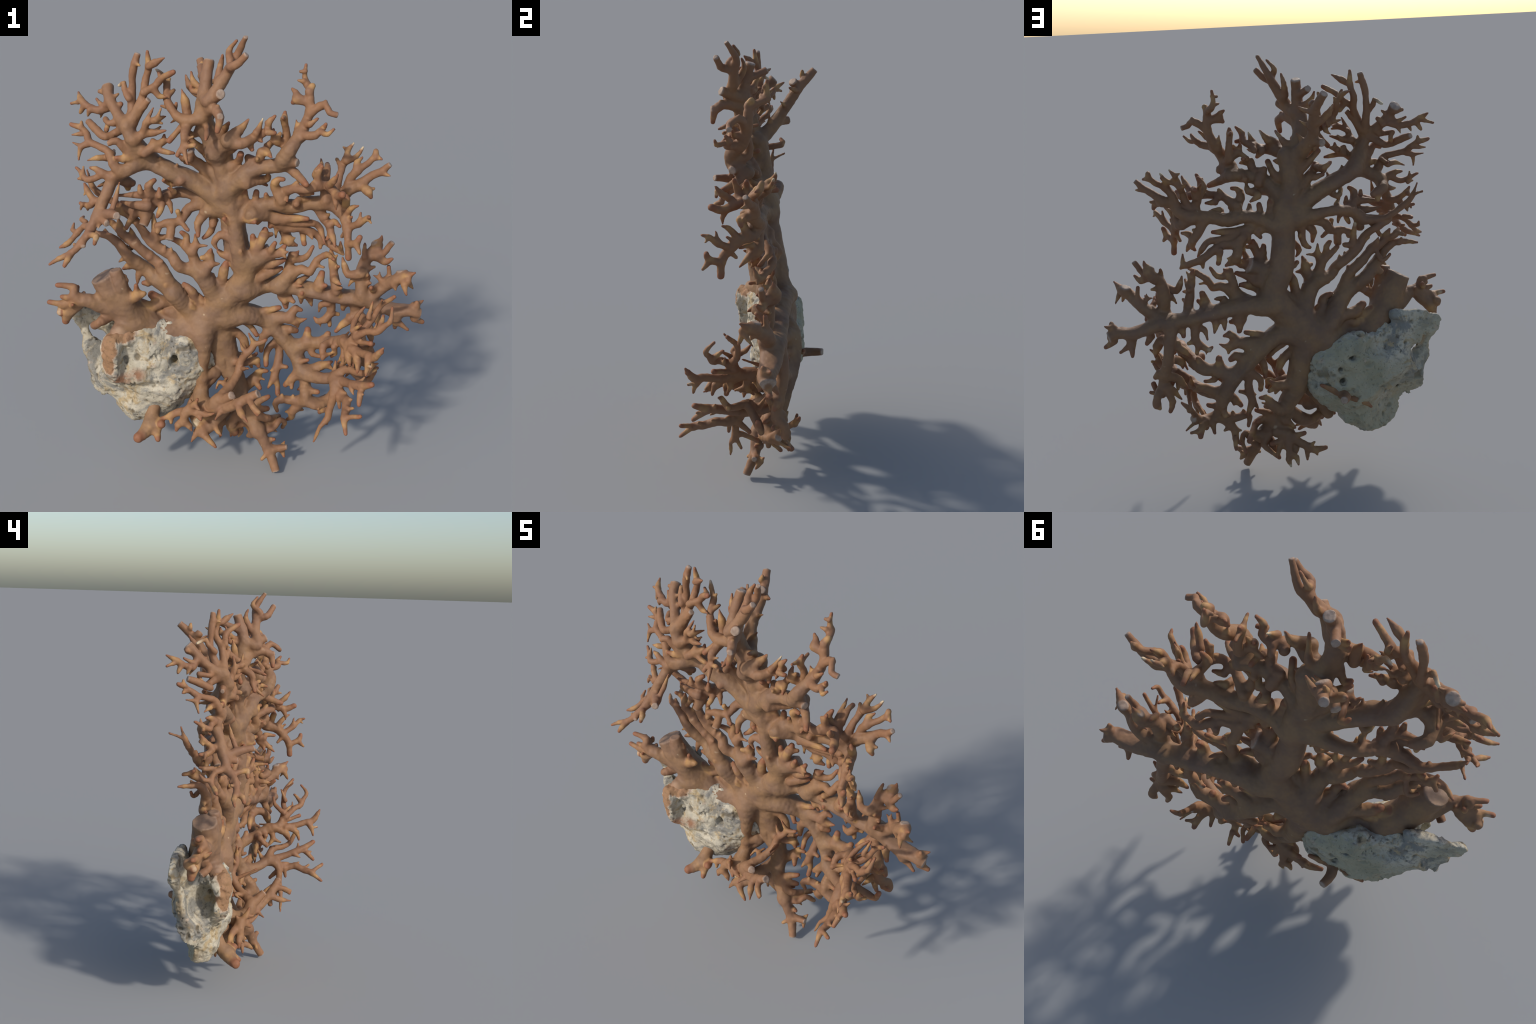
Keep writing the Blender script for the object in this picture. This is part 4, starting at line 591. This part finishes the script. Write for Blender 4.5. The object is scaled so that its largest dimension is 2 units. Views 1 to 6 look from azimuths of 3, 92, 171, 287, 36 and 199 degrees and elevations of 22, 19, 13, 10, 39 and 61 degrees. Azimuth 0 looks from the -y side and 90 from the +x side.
class Field:
    """A distance field on a regular grid, with the number of the nearest branch per cell."""

    def __init__(self, low, high, cell):
        self.low, self.cell = np.array(low, float), cell
        self.n = tuple(int(math.ceil((b - a) / cell)) + 1 for a, b in zip(low, high))
        self.d = np.full(self.n, 0.2, np.float32)
        self.owner = np.full(self.n, -1, np.int16)
        self.near = np.full(self.n, 0.2, np.float32)

    def box(self, lo, hi):
        a = np.maximum(np.floor((lo - self.low) / self.cell).astype(int), 0)
        b = np.minimum(np.ceil((hi - self.low) / self.cell).astype(int) + 1, self.n)
        return a, b

    def points(self, a, b):
        ax = [self.low[k] + self.cell * np.arange(a[k], b[k]) for k in range(3)]
        return ax[0][:, None, None], ax[1][None, :, None], ax[2][None, None, :]

    def add_branch(self, spine, blend, number, broken, deep):
        pad = spine[:, 3].max() * deep + blend + 3 * self.cell
        a, b = self.box(spine[:, :3].min(0) - pad, spine[:, :3].max(0) + pad)
        d = np.full(tuple(b - a), 0.2, np.float32)
        for p, q in zip(spine[:-1], spine[1:]):
            rr = max(p[3], q[3]) * deep + blend + 3 * self.cell
            sa, sb = self.box(np.minimum(p, q)[:3] - rr, np.maximum(p, q)[:3] + rr)
            if (sb <= sa).any():
                continue
            X, Y, Z = self.points(sa, sb)
            v = (q - p)[:3]
            L = max(v @ v, 1e-12)
            t = np.clip(((X - p[0]) * v[0] + (Y - p[1]) * v[1] + (Z - p[2]) * v[2]) / L, 0, 1)
            e = np.sqrt((X - p[0] - t * v[0]) ** 2 + ((Y - p[1] - t * v[1]) / deep) ** 2 + (Z - p[2] - t * v[2]) ** 2)
            e = (e - (p[3] + (q[3] - p[3]) * t)).astype(np.float32)
            w = tuple(slice(i - j, k - j) for i, j, k in zip(sa, a, sb))
            d[w] = np.minimum(d[w], e)
        if broken:                       # a snapped end: cut the branch square, a little askew
            v = spine[-1, :3] - spine[-3 if len(spine) > 2 else -2, :3]
            v = v / np.linalg.norm(v)
            X, Y, Z = self.points(a, b)
            s = (X - spine[-1, 0]) * v[0] + (Y - spine[-1, 1]) * v[1] + (Z - spine[-1, 2]) * v[2]
            d = np.maximum(d, (s - 0.15 * spine[-1, 3]).astype(np.float32))
        w = tuple(slice(i, k) for i, k in zip(a, b))
        old = self.d[w]
        # a wide fillet where the branch leaves its parent, almost none where branches merely pass
        X, Y, Z = self.points(a, b)
        base = np.sqrt((X - spine[0, 0]) ** 2 + (Y - spine[0, 1]) ** 2 + (Z - spine[0, 2]) ** 2)
        k = (0.002 + (blend - 0.002) * np.clip(2 - base / (1.6 * spine[0, 3] + 0.008), 0, 1)).astype(np.float32)
        h = np.maximum(k - np.abs(old - d), 0) / k
        self.d[w] = np.minimum(old, d) - h * h * k * 0.25
        mine = d < self.near[w]
        self.owner[w][mine] = number
        self.near[w][mine] = d[mine]

    def skin(self):
        """Surface nets: one vertex per crossed cell, one quad per crossed grid edge."""
        d = self.d
        neg = d < 0
        cnt = np.zeros(tuple(k - 1 for k in self.n), np.uint8)
        for i in (0, 1):
            for j in (0, 1):
                for k in (0, 1):
                    cnt += neg[i:self.n[0] - 1 + i, j:self.n[1] - 1 + j, k:self.n[2] - 1 + k]
        cells = np.argwhere((cnt > 0) & (cnt < 8))
        del cnt
        ids = np.full(tuple(k - 1 for k in self.n), -1, np.int32)
        ids[tuple(cells.T)] = np.arange(len(cells))
        corner = {}
        for i in (0, 1):
            for j in (0, 1):
                for k in (0, 1):
                    corner[i, j, k] = d[cells[:, 0] + i, cells[:, 1] + j, cells[:, 2] + k].astype(float)
        total, hits = np.zeros((len(cells), 3)), np.zeros(len(cells))
        for c0 in corner:
            for axis in range(3):
                if c0[axis]:
                    continue
                c1 = tuple(1 if m == axis else c0[m] for m in range(3))
                u, v = corner[c0], corner[c1]
                x = (u < 0) != (v < 0)
                t = np.where(x, u / np.where(x, u - v, 1), 0)
                p = np.tile(np.array(c0, float), (len(cells), 1))
                p[:, axis] = t
                total[x] += p[x]
                hits += x
        verts = self.low + (cells + total / hits[:, None]) * self.cell
        faces = []
        for axis in range(3):
            o1, o2 = [(1, 2), (2, 0), (0, 1)][axis]
            s0 = [slice(0, k) for k in self.n]
            s1 = list(s0)
            s0[axis], s1[axis] = slice(0, self.n[axis] - 1), slice(1, self.n[axis])
            x = neg[tuple(s0)] != neg[tuple(s1)]
            e = np.argwhere(x)
            e = e[(e[:, o1] > 0) & (e[:, o2] > 0) & (e[:, o1] < self.n[o1] - 1) & (e[:, o2] < self.n[o2] - 1)]
            out = neg[tuple(e.T)]
            q = []
            for u, v in ((0, 0), (1, 0), (1, 1), (0, 1)):
                m = e.copy()
                m[:, o1] -= u
                m[:, o2] -= v
                q.append(ids[tuple(m.T)])
            q = np.stack(q, 1)
            q[~out] = q[~out][:, ::-1]
            faces.append(q)
        faces = np.vstack(faces)
        return verts, faces, self.owner[tuple(cells.T)]


def vertex_normals(v, f):
    n = np.cross(v[f[:, 2]] - v[f[:, 0]], v[f[:, 3]] - v[f[:, 1]])
    out = np.zeros_like(v)
    for k in range(4):
        for m in range(3):
            out[:, m] += np.bincount(f[:, k], n[:, m], len(v))
    return out / np.maximum(np.linalg.norm(out, axis=1), 1e-12)[:, None]


def relax(v, f, rounds, amount=0.5, back=-0.52):
    """Taubin smoothing over the edges of the quads."""
    a = np.concatenate([f[:, k] for k in range(4)] + [f[:, (k + 1) % 4] for k in range(4)])
    b = np.concatenate([f[:, (k + 1) % 4] for k in range(4)] + [f[:, k] for k in range(4)])
    deg = np.bincount(a, minlength=len(v))[:, None]
    for _ in range(rounds):
        for w in (amount, back):
            s = np.stack([np.bincount(a, v[b, m], len(v)) for m in range(3)], 1)
            v = v + w * (s / np.maximum(deg, 1) - v)
    return v


def make_mesh(name, v, f, normals=None, floats=None):
    me = bpy.data.meshes.new(name)
    me.vertices.add(len(v))
    me.vertices.foreach_set("co", v.astype(np.float32).ravel())
    me.loops.add(f.size)
    me.loops.foreach_set("vertex_index", f.astype(np.int32).ravel())
    me.polygons.add(len(f))
    me.polygons.foreach_set("loop_start", np.arange(0, f.size, 4, dtype=np.int32))
    me.polygons.foreach_set("loop_total", np.full(len(f), 4, np.int32))
    me.update(calc_edges=True)
    me.polygons.foreach_set("use_smooth", np.ones(len(f), bool))
    for key, val in (floats or {}).items():
        me.attributes.new(key, "FLOAT", "POINT").data.foreach_set("value", val.astype(np.float32))
    if normals is not None:
        me.normals_split_custom_set_from_vertices(normals.tolist())
    me.update()
    return me


# ------------------------------------------------------------------ materials
def node_tools(mat):
    mat.use_nodes = True
    nt = mat.node_tree
    nt.nodes.clear()

    def new(kind, **sets):
        n = nt.nodes.new(kind)
        for k, val in sets.items():
            if k.startswith("in_"):
                n.inputs[k[3:].replace("_", " ")].default_value = val
            else:
                setattr(n, k, val)
        return n

    def link(a, b):
        nt.links.new(a, b)

    def noise(scale, detail=3.0, rough=0.55, lo=0.35, hi=0.65, distort=0.0):
        tc = new("ShaderNodeTexCoord")
        nz = new("ShaderNodeTexNoise", in_Scale=scale, in_Detail=detail, in_Roughness=rough, in_Distortion=distort)
        mr = new("ShaderNodeMapRange")
        mr.inputs["From Min"].default_value, mr.inputs["From Max"].default_value = lo, hi
        link(tc.outputs["Object"], nz.inputs["Vector"])
        link(nz.outputs["Fac"], mr.inputs["Value"])
        return mr.outputs["Result"]

    def mix(fac, a, b, blend="MIX"):
        m = new("ShaderNodeMix", data_type="RGBA", blend_type=blend)
        for sock, val in ((m.inputs["Factor"], fac), (m.inputs["A"], a), (m.inputs["B"], b)):
            if hasattr(val, "is_output"):
                link(val, sock)
            elif isinstance(val, (int, float)):
                sock.default_value = val
            else:
                sock.default_value = (*val, 1)
        return m.outputs["Result"]

    def maths(op, a, b=0.0, clamp=False):
        m = new("ShaderNodeMath", operation=op, use_clamp=clamp)
        for sock, val in ((m.inputs[0], a), (m.inputs[1], b)):
            if hasattr(val, "is_output"):
                link(val, sock)
            else:
                sock.default_value = val
        return m.outputs[0]

    def mask(name):
        return new("ShaderNodeAttribute", attribute_type="GEOMETRY", attribute_name=name).outputs["Fac"]

    def ramp(value, *stops):
        r = new("ShaderNodeValToRGB")
        while len(r.color_ramp.elements) < len(stops):
            r.color_ramp.elements.new(0.5)
        for el, (pos, col) in zip(r.color_ramp.elements, stops):
            el.position, el.color = pos, (*col, 1) if not isinstance(col, (int, float)) else (col, col, col, 1)
        link(value, r.inputs["Fac"])
        return r.outputs["Color"]

    def finish(colour, rough, bump_height, strength, distance=0.004):
        p = new("ShaderNodeBsdfPrincipled")
        link(colour, p.inputs["Base Color"])
        if hasattr(rough, "is_output"):
            link(rough, p.inputs["Roughness"])
        else:
            p.inputs["Roughness"].default_value = rough
        p.inputs["Specular IOR Level"].default_value = 0.25
        bp = new("ShaderNodeBump")
        bp.inputs["Strength"].default_value, bp.inputs["Distance"].default_value = strength, distance
        link(bump_height, bp.inputs["Height"])
        link(bp.outputs["Normal"], p.inputs["Normal"])
        out = new("ShaderNodeOutputMaterial")
        link(p.outputs["BSDF"], out.inputs["Surface"])

    return noise, mix, maths, mask, ramp, finish


def srgb(r, g, b):
    return tuple(c / 12.92 if c <= 0.04045 else ((c + 0.055) / 1.055) ** 2.4 for c in (r / 255, g / 255, b / 255))


def coral_material():
    mat = bpy.data.materials.new("coral_skin")
    noise, mix, maths, mask, ramp, finish = node_tools(mat)
    tip, cut, thin = mask("tip"), mask("broken"), mask("thin")
    body = mix(noise(9, 5, 0.65, 0.38, 0.62), srgb(*COL["body_a"]), srgb(*COL["body_b"]))
    body = mix(maths("MULTIPLY", noise(3.2, 2, lo=0.5, hi=0.7), 0.55), body, srgb(*COL["body_pink"]))
    body = mix(maths("MULTIPLY", thin, 0.6), body, srgb(*COL["thin"]))
    # ochre band behind the growing ends, russet on the very end, bone-white on a few worn ones
    band = ramp(tip, (0.05, 0.0), (0.45, 0.85), (0.72, 0.85), (0.95, 0.1))
    ochre = maths("MULTIPLY", band, noise(14, 2, lo=0.4, hi=0.66), True)
    col = mix(ochre, body, srgb(*COL["ochre"]))
    end = ramp(tip, (0.7, 0.0), (0.95, 1.0))
    col = mix(maths("MULTIPLY", end, 0.75), col, srgb(*COL["russet"]))
    worn = maths("MULTIPLY", ramp(tip, (0.6, 0.0), (0.9, 1.0)), noise(5.3, 1, lo=0.66, hi=0.7), True)
    col = mix(worn, col, srgb(*COL["bone"]))
    # pale specks on the thick stems
    speck = maths("MULTIPLY", noise(26, 1, lo=0.76, hi=0.82), maths("SUBTRACT", 1.0, thin), True)
    col = mix(maths("MULTIPLY", speck, 0.5), col, srgb(*COL["bone"]))
    col = mix(maths("MULTIPLY", noise(95, 3, lo=0.3, hi=0.7), 0.16), col, srgb(*COL["grain"]))
    face = mix(noise(60, 3), srgb(*COL["cut_a"]), srgb(*COL["cut_b"]))
    col = mix(cut, col, face)
    # the blurred edge where the living skin thins out over the bare rock
    col = mix(mask("rim"), col, mix(noise(22, 3), srgb(*COL["rim_a"]), srgb(*COL["rim_b"])))
    finish(col, 0.62, noise(70, 4, 0.6, 0.2, 0.8), 0.25, 0.003)
    return mat


def rock_material():
    mat = bpy.data.materials.new("reef_rock")
    noise, mix, maths, mask, ramp, finish = node_tools(mat)
    col = mix(noise(9, 5, 0.6, 0.4, 0.6), srgb(*COL["rock_a"]), srgb(*COL["rock_b"]))
    col = mix(maths("MULTIPLY", noise(14, 4, 0.65, 0.52, 0.62, 0.6), 0.8), col, srgb(*COL["rock_ochre"]))
    col = mix(maths("MULTIPLY", noise(6, 6, 0.7, 0.53, 0.6, 0.8), 0.8), col, srgb(*COL["rock_grey"]))
    col = mix(maths("MULTIPLY", mask("ochre"), 0.75), col, mix(noise(18, 4), srgb(*COL["rock_ochre"]), srgb(*COL["rock_dirt"])))
    col = mix(maths("MULTIPLY", mask("pit"), 0.75), col, srgb(*COL["rock_pit"]))
    stain = maths("MULTIPLY", mask("stain"), noise(17, 4, 0.6, 0.36, 0.5), True)
    col = mix(stain, col, srgb(*COL["stain"]))
    film = maths("MULTIPLY", mask("film"), 1.0, True)
    col = mix(film, col, mix(noise(8, 3), srgb(*COL["film_a"]), srgb(*COL["film_b"])))
    edge = maths("ADD", mask("skin"), maths("MULTIPLY", maths("SUBTRACT", noise(24, 4, lo=0.3, hi=0.7), 0.5), 0.7))
    col = mix(ramp(edge, (0.25, 0.0), (0.42, 1.0)), col, srgb(*COL["rim_b"]))
    col = mix(ramp(edge, (0.42, 0.0), (0.62, 1.0)), col, mix(maths("MULTIPLY", noise(12, 3), 0.4), srgb(*COL["body_b"]), srgb(*COL["rim_a"])))
    dots = noise(120, 2, 0.5, 0.64, 0.7)
    col = mix(maths("MULTIPLY", dots, 0.55), col, srgb(*COL["rock_pit"]))
    finish(col, 0.8, noise(45, 6, 0.7, 0.2, 0.8), 0.5, 0.006)
    return mat


COL = dict(body_a=(120, 94, 75), body_b=(140, 109, 79), body_pink=(132, 103, 86), thin=(138, 96, 69),
           ochre=(172, 134, 88), russet=(136, 88, 64), bone=(205, 186, 154), grain=(104, 76, 56),
           cut_a=(150, 132, 118), cut_b=(176, 158, 142), rim_a=(168, 128, 104), rim_b=(184, 164, 144),
           rock_a=(186, 178, 160), rock_b=(166, 158, 140), rock_ochre=(166, 144, 106), rock_dirt=(126, 106, 78), rock_grey=(118, 118, 115),
           rock_pit=(92, 82, 66), stain=(140, 104, 80), film_a=(150, 145, 122), film_b=(166, 158, 134))


# ------------------------------------------------------------------ build the coral
low = np.min([b[2][:, :3].min(0) for b in BRANCHES], 0) - 0.09
high = np.max([b[2][:, :3].max(0) for b in BRANCHES], 0) + 0.09
field = Field(low, high, CELL)
curves, index = [], {}
for number, (key, parent, spine, broken) in enumerate(BRANCHES):
    s = smooth_spine(spine)
    index[key] = number
    curves.append(s)
    blend = float(np.clip(0.7 * spine[0, 3], 0.005, 0.028))
    field.add_branch(s, blend, number, broken, DEEP[number])

verts, faces, owner = field.skin()
del field
verts = relax(verts, faces, 2)

BODY = ("trunk", "trunkfront", "lump", "ridge", "strip", "bottomlink", "ring", "knob", "leftstumpfront")


def goes_on(number):
    """True when forks start at the far end of this branch, so that it has no tip of its own."""
    key, end = BRANCHES[number][0], BRANCHES[number][2][-1]
    return any(b[1] == key and np.linalg.norm(b[2][0, :3] - end[:3]) < 1.6 * end[3] + 0.004 for b in BRANCHES)


# masks along the branches: nearness to a growing tip, broken faces, thinness of the branch
tip, cut, thin = np.zeros(len(verts)), np.zeros(len(verts)), np.zeros(len(verts))
for number, (key, parent, spine, broken) in enumerate(BRANCHES):
    m = np.nonzero(owner == number)[0]
    if not len(m):
        continue
    s = curves[number]
    p = verts[m]
    to_end = np.concatenate([np.cumsum(np.linalg.norm(np.diff(s[:, :3], axis=0), axis=1)[::-1])[::-1], [0]])
    best, along, rad = np.full(len(m), 9.0), np.zeros(len(m)), np.zeros(len(m))
    for a, b, ea, eb in zip(s[:-1], s[1:], to_end[:-1], to_end[1:]):
        v = (b - a)[:3]
        t = np.clip((p - a[:3]) @ v / max(v @ v, 1e-12), 0, 1)
        e = np.linalg.norm(p - a[:3] - t[:, None] * v, axis=1)
        k = e < best
        best[k], along[k], rad[k] = e[k], (ea + (eb - ea) * t)[k], (a[3] + (b[3] - a[3]) * t)[k]
    thin[m] = np.clip((0.034 - rad) / 0.02, 0, 1)
    v = s[-1, :3] - s[-3 if len(s) > 2 else -2, :3]
    v = v / np.linalg.norm(v)
    beyond = (p - s[-1, :3]) @ v
    if broken:
        close = np.linalg.norm(p - s[-1, :3], axis=1) < 1.5 * s[-1, 3] + 0.004
        cut[m] = close * np.clip((beyond + 0.004 - 0.1 * s[-1, 3]) / 0.003, 0, 1) * (0.2 if key in ("leftstump", "leftstumpridge") else 0.75)
    elif key not in BODY and not goes_on(number):
        reach = max(0.02, min(0.085, 0.75 * to_end[0]))
        tip[m] = np.clip(1 - along / reach, 0, 1) * min(1.0, to_end[0] / 0.05)

def soften(mask, rounds):
    """Let a mask run a little over the surface, so that it has no hard edge between branches."""
    a = np.concatenate([faces[:, k] for k in range(4)])
    b = np.concatenate([faces[:, (k + 1) % 4] for k in range(4)])
    a, b = np.concatenate([a, b]), np.concatenate([b, a])
    deg = np.maximum(np.bincount(a, minlength=len(verts)), 1)
    for _ in range(rounds):
        mask = 0.4 * mask + 0.6 * np.bincount(a, mask[b], len(verts)) / deg
    return mask


tip, thin, cut = soften(tip, 4), soften(thin, 12), soften(cut, 1)

normals = vertex_normals(verts, faces)
verts = verts + normals * (0.0022 * value_noise(verts, 28, 3) + 0.0012 * value_noise(verts, 70, 4))[:, None]
normals = vertex_normals(verts, faces)

# ------------------------------------------------------------------ the rock the coral grew on
# lumps: centre, radii; the back is worn to a tilted, slightly wavy face; hollows are taken out
LUMPS = [((-0.39, 0.10, 0.48), (0.25, 0.14, 0.23)), ((-0.43, 0.035, 0.555), (0.15, 0.11, 0.15)),
         ((-0.28, 0.07, 0.53), (0.13, 0.09, 0.16)), ((-0.41, 0.06, 0.30), (0.14, 0.10, 0.11)),
         ((-0.585, 0.05, 0.45), (0.07, 0.08, 0.13)), ((-0.21, 0.12, 0.46), (0.12, 0.10, 0.13)),
         ((-0.35, 0.03, 0.40), (0.12, 0.08, 0.09)), ((-0.60, 0.11, 0.68), (0.11, 0.045, 0.10)),
         ((-0.21, 0.15, 0.57), (0.12, 0.07, 0.09)), ((-0.30, 0.16, 0.65), (0.11, 0.045, 0.08))]
# rounded rims: two ends and a half thickness
RIMS = [((-0.52, 0.13, 0.78), (-0.725, 0.10, 0.715), 0.026), ((-0.725, 0.10, 0.715), (-0.668, 0.06, 0.56), 0.03),
        ((-0.668, 0.06, 0.56), (-0.62, 0.05, 0.36), 0.035), ((-0.53, -0.05, 0.51), (-0.535, -0.055, 0.62), 0.062),
        ((-0.535, -0.055, 0.62), (-0.49, -0.02, 0.66), 0.05), ((-0.49, -0.02, 0.66), (-0.40, 0.02, 0.64), 0.045),
        ((-0.40, 0.02, 0.64), (-0.25, 0.035, 0.60), 0.048), ((-0.25, 0.035, 0.60), (-0.205, 0.055, 0.50), 0.05),
        ((-0.53, -0.05, 0.51), (-0.42, -0.035, 0.45), 0.05)]
HOLLOWS = [((-0.615, 0.0, 0.57), (0.04, 0.06, 0.10)), ((-0.68, 0.0, 0.78), (0.07, 0.07, 0.05)),
           ((-0.43, -0.115, 0.58), (0.07, 0.06, 0.075)), ((-0.275, -0.03, 0.535), (0.02, 0.12, 0.022)),
           ((-0.485, -0.115, 0.57), (0.02, 0.055, 0.085)),
           ((-0.38, -0.09, 0.425), (0.09, 0.055, 0.022)), ((-0.55, 0.22, 0.45), (0.10, 0.03, 0.025)),
           ((-0.60, 0.20, 0.66), (0.10, 0.05, 0.03)), ((-0.46, 0.22, 0.645), (0.11, 0.075, 0.07)),
           ((-0.60, -0.005, 0.545), (0.13, 0.06, 0.085)), ((-0.66, 0.06, 0.735), (0.05, 0.03, 0.035)),
           ((-0.291, 0.22, 0.607), (0.02, 0.05, 0.009)), ((-0.235, 0.22, 0.557), (0.008, 0.05, 0.008)),
           ((-0.244, 0.22, 0.494), (0.011, 0.05, 0.010)), ((-0.541, 0.12, 0.397), (0.009, 0.08, 0.009)),
           ((-0.506, 0.17, 0.735), (0.05, 0.02, 0.010)), ((-0.458, 0.19, 0.682), (0.006, 0.03, 0.006)),
           ((-0.484, 0.16, 0.44), (0.045, 0.03, 0.014)), ((-0.441, 0.18, 0.379), (0.018, 0.03, 0.012))]


def ellipsoid(X, Y, Z, c, r):
    k = np.sqrt(((X - c[0]) / r[0]) ** 2 + ((Y - c[1]) / r[1]) ** 2 + ((Z - c[2]) / r[2]) ** 2)
    return (k - 1) * min(r)


stone = Field((-0.84, -0.25, 0.12), (0.02, 0.34, 0.92), 0.0058)
X, Y, Z = stone.points((0, 0, 0), stone.n)
d = np.full(stone.n, 0.3)
for c, r in LUMPS:
    e = ellipsoid(X, Y, Z, c, r)
    h = np.maximum(0.04 - np.abs(d - e), 0) / 0.04
    d = np.minimum(d, e) - h * h * 0.01
for p, q, r in RIMS:
    v = np.subtract(q, p)
    t = np.clip(((X - p[0]) * v[0] + (Y - p[1]) * v[1] + (Z - p[2]) * v[2]) / (v @ v), 0, 1)
    e = np.sqrt((X - p[0] - t * v[0]) ** 2 + (Y - p[1] - t * v[1]) ** 2 + (Z - p[2] - t * v[2]) ** 2) - r
    h = np.maximum(0.045 - np.abs(d - e), 0) / 0.045
    d = np.minimum(d, e) - h * h * 0.011
P = np.stack([np.broadcast_to(a, stone.n) for a in (X, Y, Z)], -1).reshape(-1, 3)
band = np.abs(d.ravel()) < 0.08
rough = np.zeros(len(P))
crag = sum(a * value_noise(P[band], f, 20 + i) for i, (f, a) in enumerate(((8, 0.012), (19, 0.006), (38, 0.0025))))
ridge = 0.007 * (1 - 2 * np.abs(value_noise(P[band], 15, 31))) + 0.004 * (1 - 2 * np.abs(value_noise(P[band], 34, 32)))
rough[band] = crag + 0.6 * ridge
rough = rough.reshape(stone.n)
back = (Y - (0.228 + 0.24 * np.minimum(X + 0.30, 0.0) - 0.35 * np.maximum(X + 0.14, 0.0) + 0.05 * (0.45 - Z))) * 0.97
under = (Y - np.maximum(0.075 + 0.6 * (X + 0.50), 0.025) - 0.75 * np.maximum(Z - 0.34, 0.0)) * 0.8          # the broken lower outer corner
d = np.maximum(np.maximum(d + rough, back + 0.45 * rough), under + 0.8 * rough)
for c, r in HOLLOWS:
    e = -ellipsoid(X, Y, Z, c, r) + 0.3 * rough
    h = np.maximum(0.02 - np.abs(d - e), 0) / 0.02
    d = np.maximum(d, e) + h * h * 0.005
stone.d = d.astype(np.float32)
rock_v, rock_f, _ = stone.skin()
del stone, d, P, rough, back
rock_v = relax(rock_v, rock_f, 1)
n = vertex_normals(rock_v, rock_f)
cells = value_noise(rock_v, 60, 41)
pits = np.clip((0.12 - np.abs(value_noise(rock_v, 42, 43))) / 0.12, 0, 1) * np.clip(cells * 3, 0, 1)
pits = np.maximum(pits, np.clip((value_noise(rock_v, 30, 44) - 0.66) * 6, 0, 1))
rock_v = rock_v + n * (0.0018 * cells + 0.002 * value_noise(rock_v, 130, 42) - 0.009 * pits)[:, None]
n = vertex_normals(rock_v, rock_f)


def patch(p, c, r):
    return np.clip(1.4 - 1.4 * np.linalg.norm((p - np.array(c)) / np.array(r), axis=1), 0, 1)


rock_masks = {
    "pit": pits,
    "stain": np.maximum.reduce([patch(rock_v, (-0.50, -0.10, 0.47), (0.07, 0.08, 0.05)),
                                patch(rock_v, (-0.43, -0.09, 0.49), (0.05, 0.08, 0.04))]),
    # the living skin runs down the outer lip of the front lobe and thins out over the bare rock
    "skin": np.maximum.reduce([patch(rock_v, c, r) for c, r in (
        ((-0.50, -0.07, 0.70), (0.09, 0.09, 0.07)), ((-0.545, -0.10, 0.64), (0.05, 0.075, 0.08)),
        ((-0.56, -0.11, 0.56), (0.045, 0.06, 0.07)))]) * 1.6,
    "ochre": np.clip(-n[:, 0] * 1.6 - 0.35, 0, 1) * np.clip(0.5 + 1.5 * value_noise(rock_v, 11, 52), 0, 1),
    "film": np.clip((n[:, 1] - 0.45) * 4, 0, 1) * np.clip(0.6 + 1.5 * value_noise(rock_v, 6, 51), 0, 1),
}
# the skin frays to a pale rim where it runs out over the rock
rim = 0.8 * patch(verts, (-0.52, -0.10, 0.68), (0.07, 0.07, 0.05)) * np.clip(0.5 + 1.2 * value_noise(verts, 18, 61), 0, 1)


# ------------------------------------------------------------------ divide the skin into parts
SKIN, STONE = coral_material(), rock_material()
link_to = bpy.context.scene.collection.objects.link

colony = bpy.data.objects.new("branching_coral", None)
colony["label"] = "brown fan-shaped branching coral on a pale pitted rock"
colony["category"] = "coral"
link_to(colony)

depth, length = {}, {}
parent_of = {b[0]: b[1] for b in BRANCHES}
for key, parent, spine, broken in BRANCHES:
    depth[key] = 0 if parent is None else depth[parent] + 1
    length[key] = np.linalg.norm(np.diff(spine[:, :3], axis=0), axis=1).sum()


def part_of(key):
    """The named part a spine belongs to: trunk, a main branch, or a twig with its forks."""
    if key in BODY:
        return "trunk"
    while depth[key] > 2 or length[key] < 0.03:
        key = parent_of[key]
        if key in BODY:
            return "trunk"
    return key


part_key = [part_of(b[0]) for b in BRANCHES]
names = sorted(set(part_key), key=lambda k: (depth[k], index[k]))
code = {k: i for i, k in enumerate(names)}
lookup = np.array([code[k] for k in part_key] + [code["trunk"]])
face_part = lookup[owner[faces[:, 0]]]
made = {}
for key in names:
    f = faces[face_part == code[key]]
    if not len(f):
        continue
    used, inv = np.unique(f, return_inverse=True)
    top = depth[key] == 0
    kind = "trunk" if top else ("branch" if depth[key] == 1 and length[key] > 0.16 else "twig")
    if key == "leftstump":
        kind = "broken_stump"
    me = make_mesh(kind, verts[used], inv.reshape(f.shape), normals[used],
                   {"tip": tip[used], "broken": cut[used], "thin": thin[used], "rim": rim[used]})
    me.materials.append(SKIN)
    ob = bpy.data.objects.new(kind, me)
    link_to(ob)
    up = parent_of[key]
    while up is not None and part_of(up) == key:
        up = parent_of[up]
    up = part_of(up) if up else None
    ob.parent = colony if depth[key] < 2 or up not in made or up == "trunk" else made[up]
    made[key] = ob

me = make_mesh("rock_base", rock_v, rock_f, None, rock_masks)
me.materials.append(STONE)
rock = bpy.data.objects.new("rock_base", me)
rock.parent = colony
link_to(rock)
